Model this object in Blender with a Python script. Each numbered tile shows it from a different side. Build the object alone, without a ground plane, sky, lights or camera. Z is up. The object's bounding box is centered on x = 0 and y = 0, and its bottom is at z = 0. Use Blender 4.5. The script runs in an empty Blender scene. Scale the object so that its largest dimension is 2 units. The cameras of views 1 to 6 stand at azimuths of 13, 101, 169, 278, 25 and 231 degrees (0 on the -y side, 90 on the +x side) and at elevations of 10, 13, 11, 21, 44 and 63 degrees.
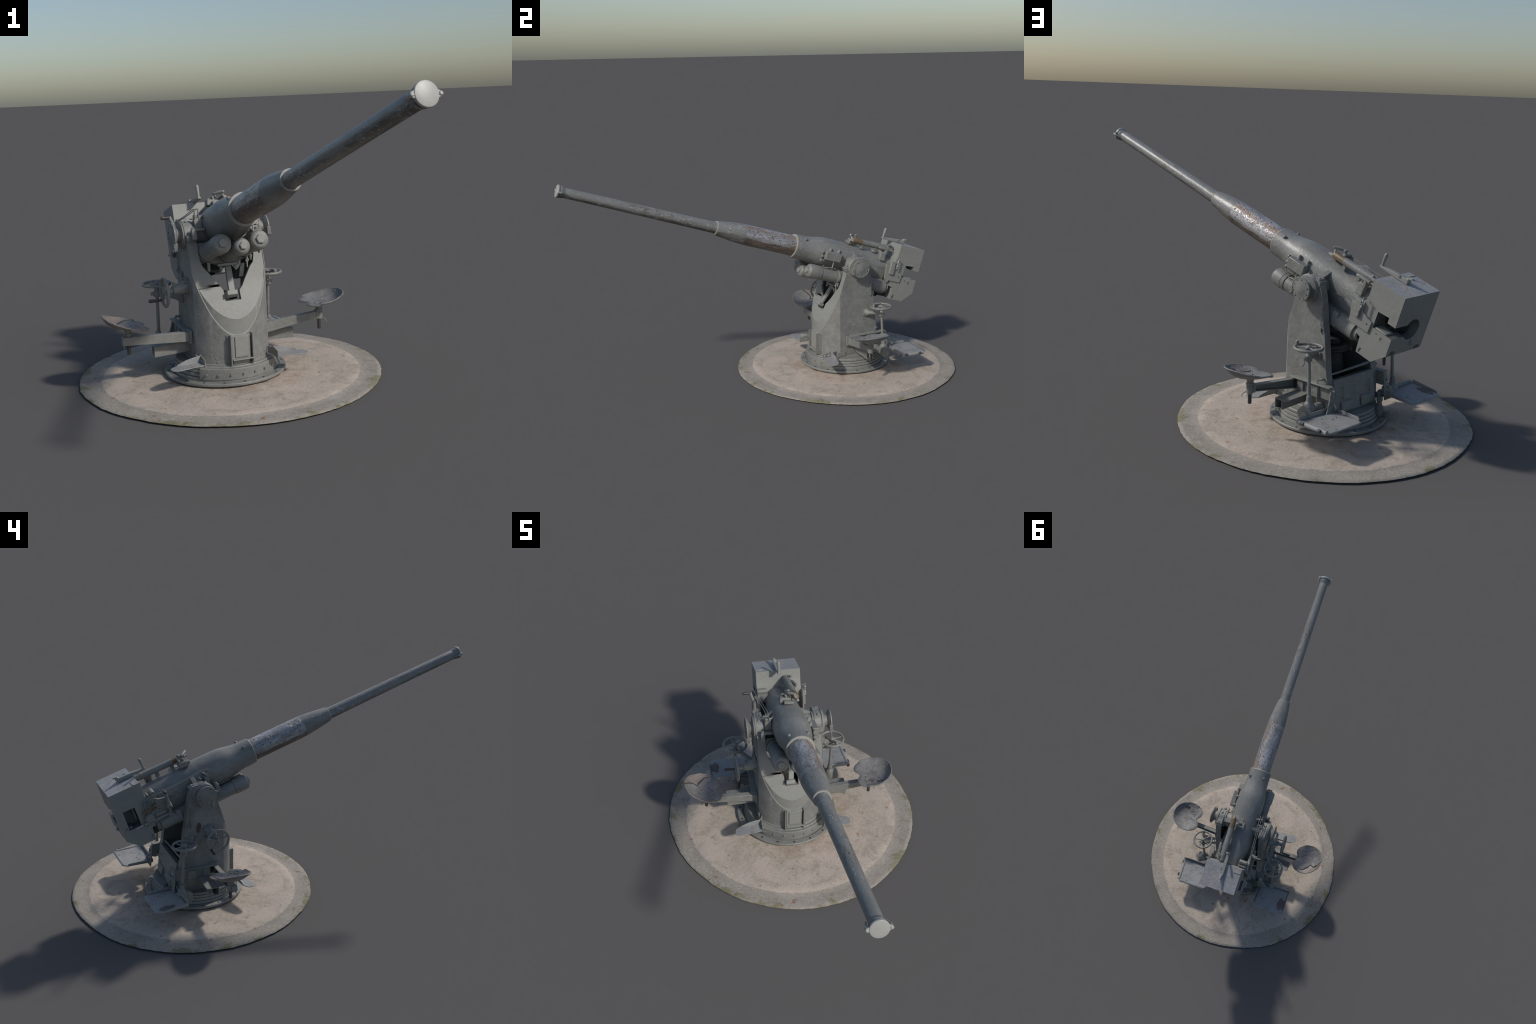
"""Weathered grey coastal gun on a pedestal mount, standing on a round concrete pad."""
import bpy, bmesh, math, random
from mathutils import Vector, Matrix, noise

rnd = random.Random(7)
V = Vector

# ------------------------------------------------------------------ frames
PAD_C = V((-0.129, 0.368, 0.0))            # centre of the concrete pad
MOUNT_C = V((-0.151, 0.359, 0.0))          # pivot of the pedestal
YAW = math.radians(33.58)                  # the gun is trained to the right
ELEV = math.radians(17.65)                 # and elevated
TRUN_Z = 0.613                             # trunnion height
BORE_N = 0.021                             # bore axis above the trunnions

PAD = Matrix.Translation(PAD_C)
MOUNT = Matrix.Translation(MOUNT_C) @ Matrix.Rotation(YAW, 4, 'Z')
# gun frame: x to the right, y to the rear along the bore, z up from the bore
GUN = MOUNT @ Matrix.Translation((0, 0, TRUN_Z)) @ Matrix.Rotation(-ELEV, 4, 'X')


def g(x, a, n):
    """gun point: x right, a forward along the bore, n above the trunnions"""
    return V((x, -a, n))


# ------------------------------------------------------------------ materials
def new_mat(name):
    m = bpy.data.materials.new(name)
    m.use_nodes = True
    nt = m.node_tree
    return m, nt, nt.nodes["Principled BSDF"]


class Nodes:
    def __init__(self, nt):
        self.nt = nt
        tc = nt.nodes.new('ShaderNodeTexCoord')
        self.obj = tc.outputs['Object']

    def n(self, kind, **kw):
        nd = self.nt.nodes.new(kind)
        for k, v in kw.items():
            setattr(nd, k, v)
        return nd

    def link(self, a, b):
        self.nt.links.new(a, b)

    def mapping(self, scale=(1, 1, 1), loc=(0, 0, 0)):
        m = self.n('ShaderNodeMapping')
        m.inputs['Scale'].default_value = scale
        m.inputs['Location'].default_value = loc
        self.link(self.obj, m.inputs['Vector'])
        return m.outputs[0]

    def noise(self, scale, detail=4, rough=0.55, vec=None, dist=0.0):
        t = self.n('ShaderNodeTexNoise')
        t.inputs['Scale'].default_value = scale
        t.inputs['Detail'].default_value = detail
        t.inputs['Roughness'].default_value = rough
        t.inputs['Distortion'].default_value = dist
        self.link(vec or self.obj, t.inputs['Vector'])
        return t.outputs['Fac']

    def ramp(self, fac, lo, hi):
        r = self.n('ShaderNodeMapRange')
        r.inputs['From Min'].default_value = lo
        r.inputs['From Max'].default_value = hi
        self.link(fac, r.inputs['Value'])
        return r.outputs[0]

    def math(self, op, a, b=None):
        m = self.n('ShaderNodeMath', operation=op)
        for i, s in enumerate((a, b)):
            if s is None:
                continue
            if isinstance(s, (int, float)):
                m.inputs[i].default_value = s
            else:
                self.link(s, m.inputs[i])
        return m.outputs[0]

    def mix(self, fac, a, b):
        m = self.n('ShaderNodeMix', data_type='RGBA')
        if isinstance(fac, (int, float)):
            m.inputs[0].default_value = fac
        else:
            self.link(fac, m.inputs[0])
        for i, s in ((6, a), (7, b)):
            if isinstance(s, tuple):
                m.inputs[i].default_value = (*s, 1)
            else:
                self.link(s, m.inputs[i])
        return m.outputs[2]

    def bump(self, height, strength, dist, bsdf):
        b = self.n('ShaderNodeBump')
        b.inputs['Strength'].default_value = strength
        b.inputs['Distance'].default_value = dist
        self.link(height, b.inputs['Height'])
        self.link(b.outputs[0], bsdf.inputs['Normal'])

    def split(self, vec=None):
        s = self.n('ShaderNodeSeparateXYZ')
        self.link(vec or self.obj, s.inputs[0])
        return s.outputs


def paint(name, dark, light, chip=None, chip_amt=0.0, rust=0.0, rust_col=(0.16, 0.09, 0.055),
          rough=0.5, metal=0.0, stretch=(1, 1, 1), big=9.0, fine=70.0, bump=0.25, underside=None):
    m, nt, b = new_mat(name)
    N = Nodes(nt)
    vec = N.mapping(stretch)
    f1 = N.ramp(N.noise(big, 4, 0.6, vec), 0.3, 0.7)
    f2 = N.ramp(N.noise(fine, 4, 0.65, vec, 0.6), 0.3, 0.7)
    f = N.math('ADD', N.math('MULTIPLY', f1, 0.55), N.math('MULTIPLY', f2, 0.45))
    col = N.mix(f, dark, light)
    if chip_amt > 0:
        c1 = N.noise(fine * 2.2, 3, 0.6, vec)
        c2 = N.noise(big * 1.3, 3, 0.5, vec)
        cm = N.math('MULTIPLY', N.ramp(c1, 0.70 - 0.1 * chip_amt, 0.74 - 0.1 * chip_amt), N.ramp(c2, 0.42, 0.6))
        col = N.mix(cm, col, chip)
    if rust > 0:
        r1 = N.noise(fine * 0.7, 5, 0.7, vec, 1.0)
        r2 = N.noise(big * 0.9, 3, 0.5, N.mapping(stretch, (3.1, 1.7, 5.2)))
        rm = N.math('MULTIPLY', N.ramp(r1, 0.62 - 0.12 * rust, 0.72 - 0.1 * rust), N.ramp(r2, 0.5, 0.68))
        col = N.mix(rm, col, rust_col)
    if underside:
        # darker brown tone with paler flecks along the belly, ragged edge
        z = N.split()[2]
        off = N.math('ADD', N.math('MULTIPLY', N.math('SUBTRACT', N.noise(28, 4, 0.7, vec), 0.5), 0.05), z)
        um = N.math('MULTIPLY', N.ramp(off, BORE_N - 0.008, BORE_N - 0.016), N.ramp(N.noise(7, 3, 0.5, vec), 0.3, 0.5))
        flake = N.ramp(N.noise(fine, 3, 0.6, N.mapping((1, 0.45, 1), (4, 4, 4)), 0.8), 0.57, 0.62)
        ucol = N.mix(flake, underside, (0.27, 0.265, 0.25))
        col = N.mix(N.math('MULTIPLY', um, 0.85), col, ucol)
    N.link(col, b.inputs['Base Color'])
    b.inputs['Roughness'].default_value = rough
    b.inputs['Metallic'].default_value = metal
    h = N.math('ADD', N.noise(fine * 1.5, 4, 0.6, vec), N.math('MULTIPLY', N.noise(big * 3, 3, 0.5, vec), 1.5))
    N.bump(h, bump, 0.004, b)
    return m


GREY_D, GREY_L = (0.155, 0.157, 0.144), (0.262, 0.262, 0.243)
M_PAINT = paint('grey_paint', GREY_D, GREY_L, (0.5, 0.5, 0.46), 0.25, 0.25, rough=0.5)
M_PLATE = paint('smooth_grey_paint', (0.222, 0.224, 0.206), (0.285, 0.285, 0.263), (0.36, 0.35, 0.31), 0.15, 0.15, rough=0.55, bump=0.15)
M_MOTTLE = paint('mottled_grey_paint', (0.145, 0.147, 0.137), (0.282, 0.280, 0.264), (0.36, 0.36, 0.35), 0.5, 0.4,
                 rough=0.55, fine=48)
M_SLEEVE = paint('speckled_grey_paint', (0.155, 0.157, 0.147), (0.262, 0.262, 0.247), (0.44, 0.44, 0.41), 0.7, 0.4,
                 rough=0.42, stretch=(1, 0.6, 1), fine=58)
M_BARREL = paint('streaked_grey_paint', (0.16, 0.161, 0.15), (0.262, 0.262, 0.25), (0.46, 0.46, 0.46), 1.0, 0.9,
                 (0.13, 0.10, 0.072), rough=0.38, stretch=(1, 0.3, 1), fine=85, underside=(0.085, 0.073, 0.056))
M_DARK = paint('dark_recess_tint', (0.03, 0.03, 0.03), (0.07, 0.068, 0.065), rough=0.6)
M_INNER = paint('darker_inner_grey', (0.10, 0.105, 0.10), (0.16, 0.165, 0.16), rough=0.6)
M_GRIP = paint('dark_grip', (0.045, 0.038, 0.036), (0.085, 0.07, 0.065), rough=0.5)
M_COVER = paint('cream_paint', (0.34, 0.34, 0.315), (0.40, 0.395, 0.365), (0.5, 0.5, 0.48), 0.2, 0.1, rough=0.4, bump=0.08)
M_RIM = paint('pale_lip_paint', (0.27, 0.265, 0.235), (0.37, 0.355, 0.31), rough=0.55)
M_BRASS = paint('tarnished_brass', (0.09, 0.062, 0.036), (0.20, 0.145, 0.085), (0.33, 0.28, 0.18), 0.9, 0.6, rough=0.5,
                stretch=(1, 0.3, 1), fine=50)
M_BARE = paint('bright_worn_steel', (0.42, 0.4, 0.38), (0.6, 0.58, 0.56), rough=0.4, metal=0.3)
M_BOX_TOP = paint('chalky_paint', (0.24, 0.24, 0.24), (0.36, 0.355, 0.36), (0.42, 0.36, 0.28), 1.2, 0.2, rough=0.45, fine=55,
                  bump=0.5)
M_SEAT = paint('rusty_seat_paint', (0.15, 0.147, 0.143), (0.25, 0.247, 0.243), (0.34, 0.30, 0.27), 0.7, 1.0,
               (0.13, 0.085, 0.07), rough=0.6, fine=45, bump=0.6)
M_SEAT_EDGE = paint('bare_seat_edge', (0.13, 0.112, 0.10), (0.25, 0.215, 0.195), rough=0.5, fine=40)
M_TRAY = paint('scuffed_tray_paint', (0.215, 0.217, 0.215), (0.315, 0.315, 0.312), (0.4, 0.4, 0.39), 0.5, 0.9,
               (0.12, 0.08, 0.06), rough=0.55, fine=45, bump=0.4)


def bare_steel_mat():
    """stripped band of the jacket: streaks of purple-grey steel, brown rust and pale scabs"""
    m, nt, b = new_mat('stripped_steel')
    N = Nodes(nt)
    v = N.mapping((1, 0.25, 1))
    f = N.ramp(N.noise(18, 4, 0.6, v, 0.8), 0.35, 0.65)
    col = N.mix(f, (0.245, 0.24, 0.24), (0.46, 0.455, 0.47))
    rust = N.ramp(N.noise(26, 5, 0.7, v, 1.2), 0.55, 0.66)
    col = N.mix(rust, col, (0.25, 0.155, 0.10))
    v2 = N.mapping((1, 0.6, 1))
    scab_n = N.noise(95, 4, 0.65, v2, 0.5)
    scab = N.math('MULTIPLY', N.ramp(scab_n, 0.50, 0.56), N.ramp(N.noise(11, 2, 0.5, N.mapping((1, 0.5, 1), (2, 1, 4))), 0.40, 0.56))
    col = N.mix(scab, col, (0.22, 0.20, 0.19))
    pits = N.ramp(N.noise(120, 2, 0.5, v2), 0.62, 0.68)
    col = N.mix(pits, col, (0.10, 0.08, 0.065))
    # orange streak along the upper right flank, then ground reflection painted dark below
    x, y, z = N.split()
    wx = N.math('ADD', x, N.math('MULTIPLY', N.math('SUBTRACT', N.noise(22, 4, 0.6, v), 0.5), 0.03))
    streak = N.math('MULTIPLY', N.math('MULTIPLY', N.ramp(wx, 0.020, 0.028), N.ramp(wx, 0.043, 0.036)), N.ramp(N.noise(30, 3, 0.6, v), 0.36, 0.54))
    streak = N.math('MULTIPLY', streak, N.ramp(z, 0.02, 0.04))
    col = N.mix(N.math('MULTIPLY', streak, 0.75), col, (0.36, 0.215, 0.125))
    off = N.math('ADD', N.math('MULTIPLY', N.math('SUBTRACT', N.noise(40, 4, 0.7, v), 0.5), 0.03), z)
    belly = N.ramp(off, BORE_N - 0.007, BORE_N - 0.013)
    bc = N.mix(N.ramp(N.noise(60, 4, 0.7, v), 0.35, 0.65), (0.075, 0.055, 0.043), (0.15, 0.11, 0.08))
    bc = N.mix(N.ramp(N.noise(110, 2, 0.5, v2), 0.62, 0.68), bc, (0.30, 0.27, 0.23))
    col = N.mix(N.math('MULTIPLY', belly, 0.9), col, bc)
    N.link(col, b.inputs['Base Color'])
    N.link(N.math('MULTIPLY', N.math('SUBTRACT', 1.0, belly), 0.25), b.inputs['Metallic'])
    rr = N.ramp(scab_n, 0.3, 0.8)
    N.link(N.math('ADD', N.math('MULTIPLY', rr, 0.2), 0.30), b.inputs['Roughness'])
    N.bump(N.math('ADD', N.math('MULTIPLY', scab, -1.0), N.noise(140, 3, 0.6, v2)), 0.4, 0.003, b)
    return m


def concrete_mat():
    m, nt, b = new_mat('stained_concrete')
    N = Nodes(nt)
    x, y, z = N.split()
    r = N.math('SQRT', N.math('ADD', N.math('MULTIPLY', x, x), N.math('MULTIPLY', y, y)))
    wob = N.math('MULTIPLY', N.math('SUBTRACT', N.noise(30, 3), 0.5), 0.014)
    rr = N.math('ADD', r, wob)
    big = N.ramp(N.noise(5, 4, 0.6), 0.32, 0.68)
    mid = N.ramp(N.noise(24, 5, 0.7), 0.3, 0.7)
    fine = N.ramp(N.noise(85, 5, 0.72), 0.3, 0.7)
    inner = N.mix(big, (0.40, 0.365, 0.305), (0.58, 0.475, 0.405))
    inner = N.mix(N.math('MULTIPLY', mid, 0.65), inner, (0.47, 0.39, 0.315))
    patch = N.ramp(N.noise(13, 5, 0.65, N.mapping((1, 1, 1), (6, 1, 2)), 0.6), 0.48, 0.66)
    inner = N.mix(N.math('MULTIPLY', patch, 0.75), inner, (0.33, 0.285, 0.225))
    outer = N.mix(big, (0.29, 0.258, 0.218), (0.39, 0.35, 0.305))
    outer = N.mix(N.math('MULTIPLY', mid, 0.6), outer, (0.255, 0.235, 0.195))
    is_out = N.ramp(rr, 0.5445, 0.5485)
    col = N.mix(is_out, inner, outer)
    # grain
    col = N.mix(N.math('MULTIPLY', N.ramp(fine, 0.45, 1.0), 0.35), col, (0.60, 0.525, 0.46))
    col = N.mix(N.math('MULTIPLY', N.ramp(fine, 0.4, 0.0), 0.3), col, (0.2, 0.165, 0.13))
    # rust bleeding out from the base ring, and scattered rust marks
    near = N.ramp(rr, 0.36, 0.25)
    bleed = N.math('MULTIPLY', near, N.ramp(N.noise(9, 4, 0.65), 0.42, 0.66))
    col = N.mix(N.math('MULTIPLY', bleed, 0.75), col, (0.24, 0.155, 0.09))
    spots = N.math('MULTIPLY', N.ramp(N.noise(26, 3, 0.6, N.mapping((1, 1, 1), (5, 3, 1))), 0.66, 0.72), 0.7)
    col = N.mix(spots, col, (0.26, 0.13, 0.06))
    soot = N.math('MULTIPLY', N.ramp(N.noise(8, 5, 0.7, N.mapping((1, 1, 1), (9, 2, 1))), 0.58, 0.75), 0.55)
    col = N.mix(soot, col, (0.2, 0.165, 0.14))
    pale = N.math('MULTIPLY', N.ramp(N.noise(7, 5, 0.7, N.mapping((1, 1, 1), (1, 8, 1))), 0.6, 0.72), 0.5)
    col = N.mix(pale, col, (0.46, 0.43, 0.39))
    dots = N.ramp(N.noise(95, 2, 0.4, N.mapping((1, 1, 1), (3, 3, 3))), 0.745, 0.77)
    col = N.mix(dots, col, (0.1, 0.075, 0.05))
    # moss creeping in from the rim
    edge = N.ramp(rr, 0.595, 0.64)
    moss_n = N.noise(9, 5, 0.65, N.mapping((1, 1, 1), (4, 7, 2)))
    moss = N.math('MULTIPLY', N.ramp(N.math('ADD', moss_n, N.math('MULTIPLY', edge, 0.13)), 0.60, 0.70), N.ramp(rr, 0.555, 0.6))
    col = N.mix(N.math('MULTIPLY', moss, 0.7), col, N.mix(mid, (0.12, 0.125, 0.045), (0.2, 0.18, 0.08)))
    N.link(col, b.inputs['Base Color'])
    b.inputs['Roughness'].default_value = 0.9
    b.inputs['Specular IOR Level'].default_value = 0.25
    N.bump(N.math('ADD', fine, mid), 0.35, 0.004, b)
    return m


M_STEEL = bare_steel_mat()
M_CONC = concrete_mat()

# ------------------------------------------------------------------ object plumbing
SCN = bpy.context.scene
WORLD = {}


def link(ob, parent, frame):
    SCN.collection.objects.link(ob)
    WORLD[ob.name] = frame.copy()
    if parent:
        ob.parent = parent
        ob.matrix_parent_inverse = WORLD[parent.name].inverted()
    ob.matrix_basis = frame
    return ob


def basis(d):
    d = V(d).normalized()
    up = V((0, 0, 1)) if abs(d.z) < 0.9 else V((1, 0, 0))
    u = up.cross(d).normalized()
    return u, d.cross(u).normalized(), d


class Part:
    """collects geometry in one frame and turns it into a named mesh object"""

    def __init__(s, mats):
        s.bm = bmesh.new()
        s.mats = mats if isinstance(mats, (list, tuple)) else [mats]
        s.mi = 0

    def use(s, i):
        s.mi = i
        return s

    def face(s, vs):
        try:
            f = s.bm.faces.new(vs)
            f.material_index = s.mi
            return f
        except ValueError:
            return None

    def rings(s, rings, closed=True, caps=(True, True)):
        R = [[s.bm.verts.new(p) for p in r] for r in rings]
        k = len(R[0])
        for A, B in zip(R, R[1:]):
            for i in range(k if closed else k - 1):
                j = (i + 1) % k
                s.face([A[i], A[j], B[j], B[i]])
        if caps[0]:
            s.face(list(reversed(R[0])))
        if caps[1]:
            s.face(R[-1])
        return s

    def lathe(s, p0, axis, prof, n=48, arc=None):
        """prof: (distance along axis, radius)"""
        u, w, d = basis(axis)
        p0 = V(p0)
        rings = []
        for t, r in prof:
            rings.append([p0 + d * t + (u * math.cos(2 * math.pi * i / n) + w * math.sin(2 * math.pi * i / n)) * max(r, 1e-4)
                          for i in range(n)])
        return s.rings(rings)

    def rod(s, p0, p1, r0, r1=None, n=16):
        p0, p1 = V(p0), V(p1)
        L = (p1 - p0).length
        return s.lathe(p0, p1 - p0, [(0, r0), (L, r0 if r1 is None else r1)], n)

    def box(s, c, size, rot=None):
        c = V(c)
        hx, hy, hz = (k / 2 for k in size)
        M = rot or Matrix.Identity(3)
        P = lambda x, y, z: c + M @ V((x, y, z))
        return s.rings([[P(-hx, -hy, z), P(hx, -hy, z), P(hx, hy, z), P(-hx, hy, z)] for z in (-hz, hz)])

    def slab(s, poly, vec):
        """prism: closed polygon of 3D points pushed along vec"""
        A = [V(p) for p in poly]
        vec = V(vec)
        nrm = V((0, 0, 0))
        for i in range(len(A)):
            nrm += A[i].cross(A[(i + 1) % len(A)])
        if nrm.dot(vec) < 0:
            A.reverse()
        return s.rings([A, [p + vec for p in A]])

    def sweep(s, pts, r, n=10, closed=False, flat=1.0):
        pts = [V(p) for p in pts]
        m = len(pts)
        prev = None
        rings = []
        for i in range(m):
            if closed:
                d = pts[(i + 1) % m] - pts[i - 1]
            else:
                d = pts[min(i + 1, m - 1)] - pts[max(i - 1, 0)]
            d.normalize()
            if prev is None:
                u, w, _ = basis(d)
            else:
                u = (prev - d * prev.dot(d)).normalized()
                w = d.cross(u)
            prev = u
            rr = r[i] if isinstance(r, (list, tuple)) else r
            rings.append([pts[i] + (u * math.cos(2 * math.pi * k / n) + w * flat * math.sin(2 * math.pi * k / n)) * rr
                          for k in range(n)])
        if closed:
            rings.append(rings[0])
            s.rings(rings, caps=(False, False))
            bmesh.ops.remove_doubles(s.bm, verts=s.bm.verts, dist=1e-6)
            return s
        return s.rings(rings)

    def ring(s, c, axis, R, r, n=56, k=12):
        u, w, d = basis(axis)
        c = V(c)
        rings = []
        for i in range(n):
            a = 2 * math.pi * i / n
            e = u * math.cos(a) + w * math.sin(a)
            rings.append([c + e * (R + r * math.cos(2 * math.pi * j / k)) + d * r * math.sin(2 * math.pi * j / k) for j in range(k)])
        R_ = [[s.bm.verts.new(p) for p in q] for q in rings]
        for i in range(n):
            A, B = R_[i], R_[(i + 1) % n]
            for j in range(k):
                s.face([A[j], B[j], B[(j + 1) % k], A[(j + 1) % k]])
        return s

    def nut(s, c, axis, r, h, turn=0.0, dome=0.25):
        u, w, d = basis(axis)
        c = V(c)
        pt = lambda rr, t: [c + d * t + (u * math.cos(turn + math.pi * i / 3) + w * math.sin(turn + math.pi * i / 3)) * rr for i in range(6)]
        return s.rings([pt(r, 0), pt(r, h * (1 - dome)), pt(r * 0.85, h)])

    def mesh(s, name, smooth=32):
        bmesh.ops.recalc_face_normals(s.bm, faces=s.bm.faces)
        me = bpy.data.meshes.new(name)
        s.bm.to_mesh(me)
        s.bm.free()
        for m in s.mats:
            me.materials.append(m)
        for p in me.polygons:
            p.use_smooth = True
        me.set_sharp_from_angle(angle=math.radians(smooth))
        return me

    def make(s, name, parent, frame, bevel=0.0, smooth=32, seg=2, solid=0.0, stuff=False):
        ob = bpy.data.objects.new(name, s.mesh(name, smooth))
        link(ob, parent, frame)
        if solid:
            md = ob.modifiers.new('thick', 'SOLIDIFY')
            md.thickness = solid
            md.offset = 0
        if bevel:
            md = ob.modifiers.new('bevel', 'BEVEL')
            md.width = bevel
            md.segments = seg
            md.limit_method = 'ANGLE'
            md.angle_limit = math.radians(40)
        if stuff:
            ob["kind"] = "stuff"
        return ob


def carve(ob, cutters, op='DIFFERENCE'):
    """boolean the cutter Parts out of ob, then throw the cutters away"""
    for c in cutters:
        cm = bpy.data.objects.new('cutter', c.mesh('cutter'))
        SCN.collection.objects.link(cm)
        cm.matrix_basis = WORLD[ob.name]
        md = ob.modifiers.new('cut', 'BOOLEAN')
        md.operation = op
        md.solver = 'EXACT'
        md.object = cm
        bpy.context.view_layer.update()
        dg = bpy.context.evaluated_depsgraph_get()
        me = bpy.data.meshes.new_from_object(ob.evaluated_get(dg))
        old = ob.data
        ob.modifiers.remove(md)
        ob.data = me
        bpy.data.meshes.remove(old)
        me.name = ob.name
        cmesh = cm.data
        bpy.data.objects.remove(cm)
        bpy.data.meshes.remove(cmesh)
    for p in ob.data.polygons:
        p.use_smooth = True
    ob.data.set_sharp_from_angle(angle=math.radians(32))
    return ob


def cut_with(ob, tool):
    """subtract a finished tool object from ob, then remove the tool"""
    md = ob.modifiers.new('cut', 'BOOLEAN')
    md.operation = 'DIFFERENCE'
    md.solver = 'EXACT'
    md.object = tool
    bpy.context.view_layer.update()
    me = bpy.data.meshes.new_from_object(ob.evaluated_get(bpy.context.evaluated_depsgraph_get()))
    ob.modifiers.remove(md)
    ob.data = me
    me.name = ob.name
    bpy.data.objects.remove(tool)


def bevel_mod(ob, w, seg=2):
    md = ob.modifiers.new('bevel', 'BEVEL')
    md.width = w
    md.segments = seg
    md.limit_method = 'ANGLE'
    md.angle_limit = math.radians(40)


BOLTS = {}


def bolt(p, axis, r, h, parent, frame, mat=None, kind='hex', name='bolt'):
    """bolts of one size share one mesh"""
    key = (round(r, 5), round(h, 5), kind, (mat or M_PAINT).name)
    if key not in BOLTS:
        pt = Part(mat or M_PAINT)
        if kind == 'hex':
            pt.nut((0, 0, 0), (0, 0, 1), r, h)
        else:
            pt.lathe((0, 0, 0), (0, 0, 1), [(-h * 0.2, r), (h * 0.6, r), (h * 0.9, r * 0.75), (h, r * 0.3)], 14)
        BOLTS[key] = pt.mesh(name)
    ob = bpy.data.objects.new(name, BOLTS[key])
    u, w, d = basis(axis)
    M = Matrix((u, w, d)).transposed().to_4x4()
    return link(ob, parent, frame @ Matrix.Translation(V(p)) @ M @ Matrix.Rotation(rnd.uniform(0, 1), 4, 'Z'))


root = bpy.data.objects.new('pedestal_gun', None)
link(root, None, Matrix.Translation(PAD_C))
root["label"] = "weathered grey coastal gun on pedestal mount, round concrete pad"
root["category"] = "artillery gun"

# ================================================================== concrete pad
def concrete_pad():
    pt = Part(M_CONC)
    # the pad is not quite round: offset of its edge against bearing
    lump = [(0, 0.000), (24, 0.004), (45, -0.001), (66, -0.008), (90, -0.001), (112, 0.001), (138, -0.004), (162, 0.008), (188, 0.011), (206, 0.003),
            (228, -0.006), (252, -0.012), (276, -0.004), (304, 0.006), (326, 0.007), (345, 0.000), (360, 0.000)]

    def wide(a):
        d = math.degrees(a) % 360
        for (a0, r0), (a1, r1) in zip(lump, lump[1:]):
            if a0 <= d <= a1:
                t = (d - a0) / (a1 - a0)
                return r0 + (r1 - r0) * t * t * (3 - 2 * t)
        return 0.0

    n = 220
    prof = [(0.600, 0.0), (0.628, 0.001), (0.634, 0.0045), (0.629, 0.0085), (0.615, 0.0095), (0.585, 0.010), (0.5495, 0.0105),
            (0.5455, 0.0125), (0.50, 0.0130), (0.42, 0.0140), (0.33, 0.0150), (0.25, 0.0155), (0.12, 0.0155)]
    rings = []
    for k, (r, z) in enumerate(prof):
        row = []
        for i in range(n):
            a = 2 * math.pi * i / n
            e = V((math.cos(a), math.sin(a), 0))
            w = wide(a) + 0.0035 * noise.noise(e * 26) if k < 5 else 0.0
            if k in (6, 7):
                w = 0.004 * noise.noise(e * 3.1 + V((8, 2, 0))) + 0.002 * noise.noise(e * 30)
            p = e * (r + w) + V((0, 0, z))
            if k > 2:
                p.z += 0.0012 * noise.noise(p * 9) + (0.0007 * noise.noise(p * 60))
            row.append(p)
        rings.append(row)
    pt.rings(rings)
    return pt.make('concrete_base', root, PAD, smooth=50)


concrete_pad()

# ================================================================== base ring on the pad
def base_ring():
    pt = Part([M_PAINT, M_DARK])
    z0 = 0.013
    # sunken, near-black bedding ring and the bolted flange above it
    pt.use(1).lathe((0, 0, z0), (0, 0, 1), [(0, 0.243), (0.0105, 0.243)], 96)
    pt.lathe((0, 0, 0.033), (0, 0, 1), [(0, 0.2185), (0.0075, 0.2185), (0.0076, 0.20)], 96)  # near-black band draws the shadow gap beneath the apron
    pt.use(0).lathe((0, 0, z0 + 0.007), (0, 0, 1), [(0.003, 0.240), (0.003, 0.2545), (0.005, 0.2565), (0.0125, 0.257), (0.0155, 0.2545), (0.016, 0.231), (0.013, 0.229),
                                                   (0.011, 0.2235), (0.011, 0.2205), (0.024, 0.2195), (0.027, 0.2180), (0.0275, 0.2110), (0.0295, 0.2110), (0.0305, 0.2165), (0.040, 0.2160), (0.0425, 0.2145),
                                                   (0.0430, 0.2080), (0.0450, 0.2080), (0.0455, 0.2130), (0.054, 0.2125), (0.0565, 0.2110), (0.0570, 0.2040), (0.0590, 0.2040), (0.0600, 0.2100), (0.0690, 0.2095), (0.0720, 0.2070), (0.0725, 0.10)], 128)
    ring = pt.make('base_ring', root, MOUNT, smooth=30)
    # dark notches under the flange
    d = Part(M_DARK)
    for i in range(16):
        a = 2 * math.pi * (i + rnd.uniform(-0.2, 0.2)) / 16
        e = V((math.cos(a), math.sin(a), 0))
        d.box(e * 0.2440 + V((0, 0, z0 + 0.004)), (0.012, rnd.uniform(0.012, 0.03), 0.0075), Matrix.Rotation(a, 3, 'Z'))
    d.make('dark_notch', ring, MOUNT, stuff=True)
    # holding-down bolt holes with sunken heads
    for i in range(18):
        a = 2 * math.pi * (i + 0.5) / 18
        e = V((math.cos(a), math.sin(a), 0))
        bolt(e * 0.243 + V((0, 0, z0 + 0.0228)), (0, 0, 1), 0.0055, 0.0012, ring, MOUNT, M_DARK, 'round', 'bolt_hole')
    return ring


RING = base_ring()


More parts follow.
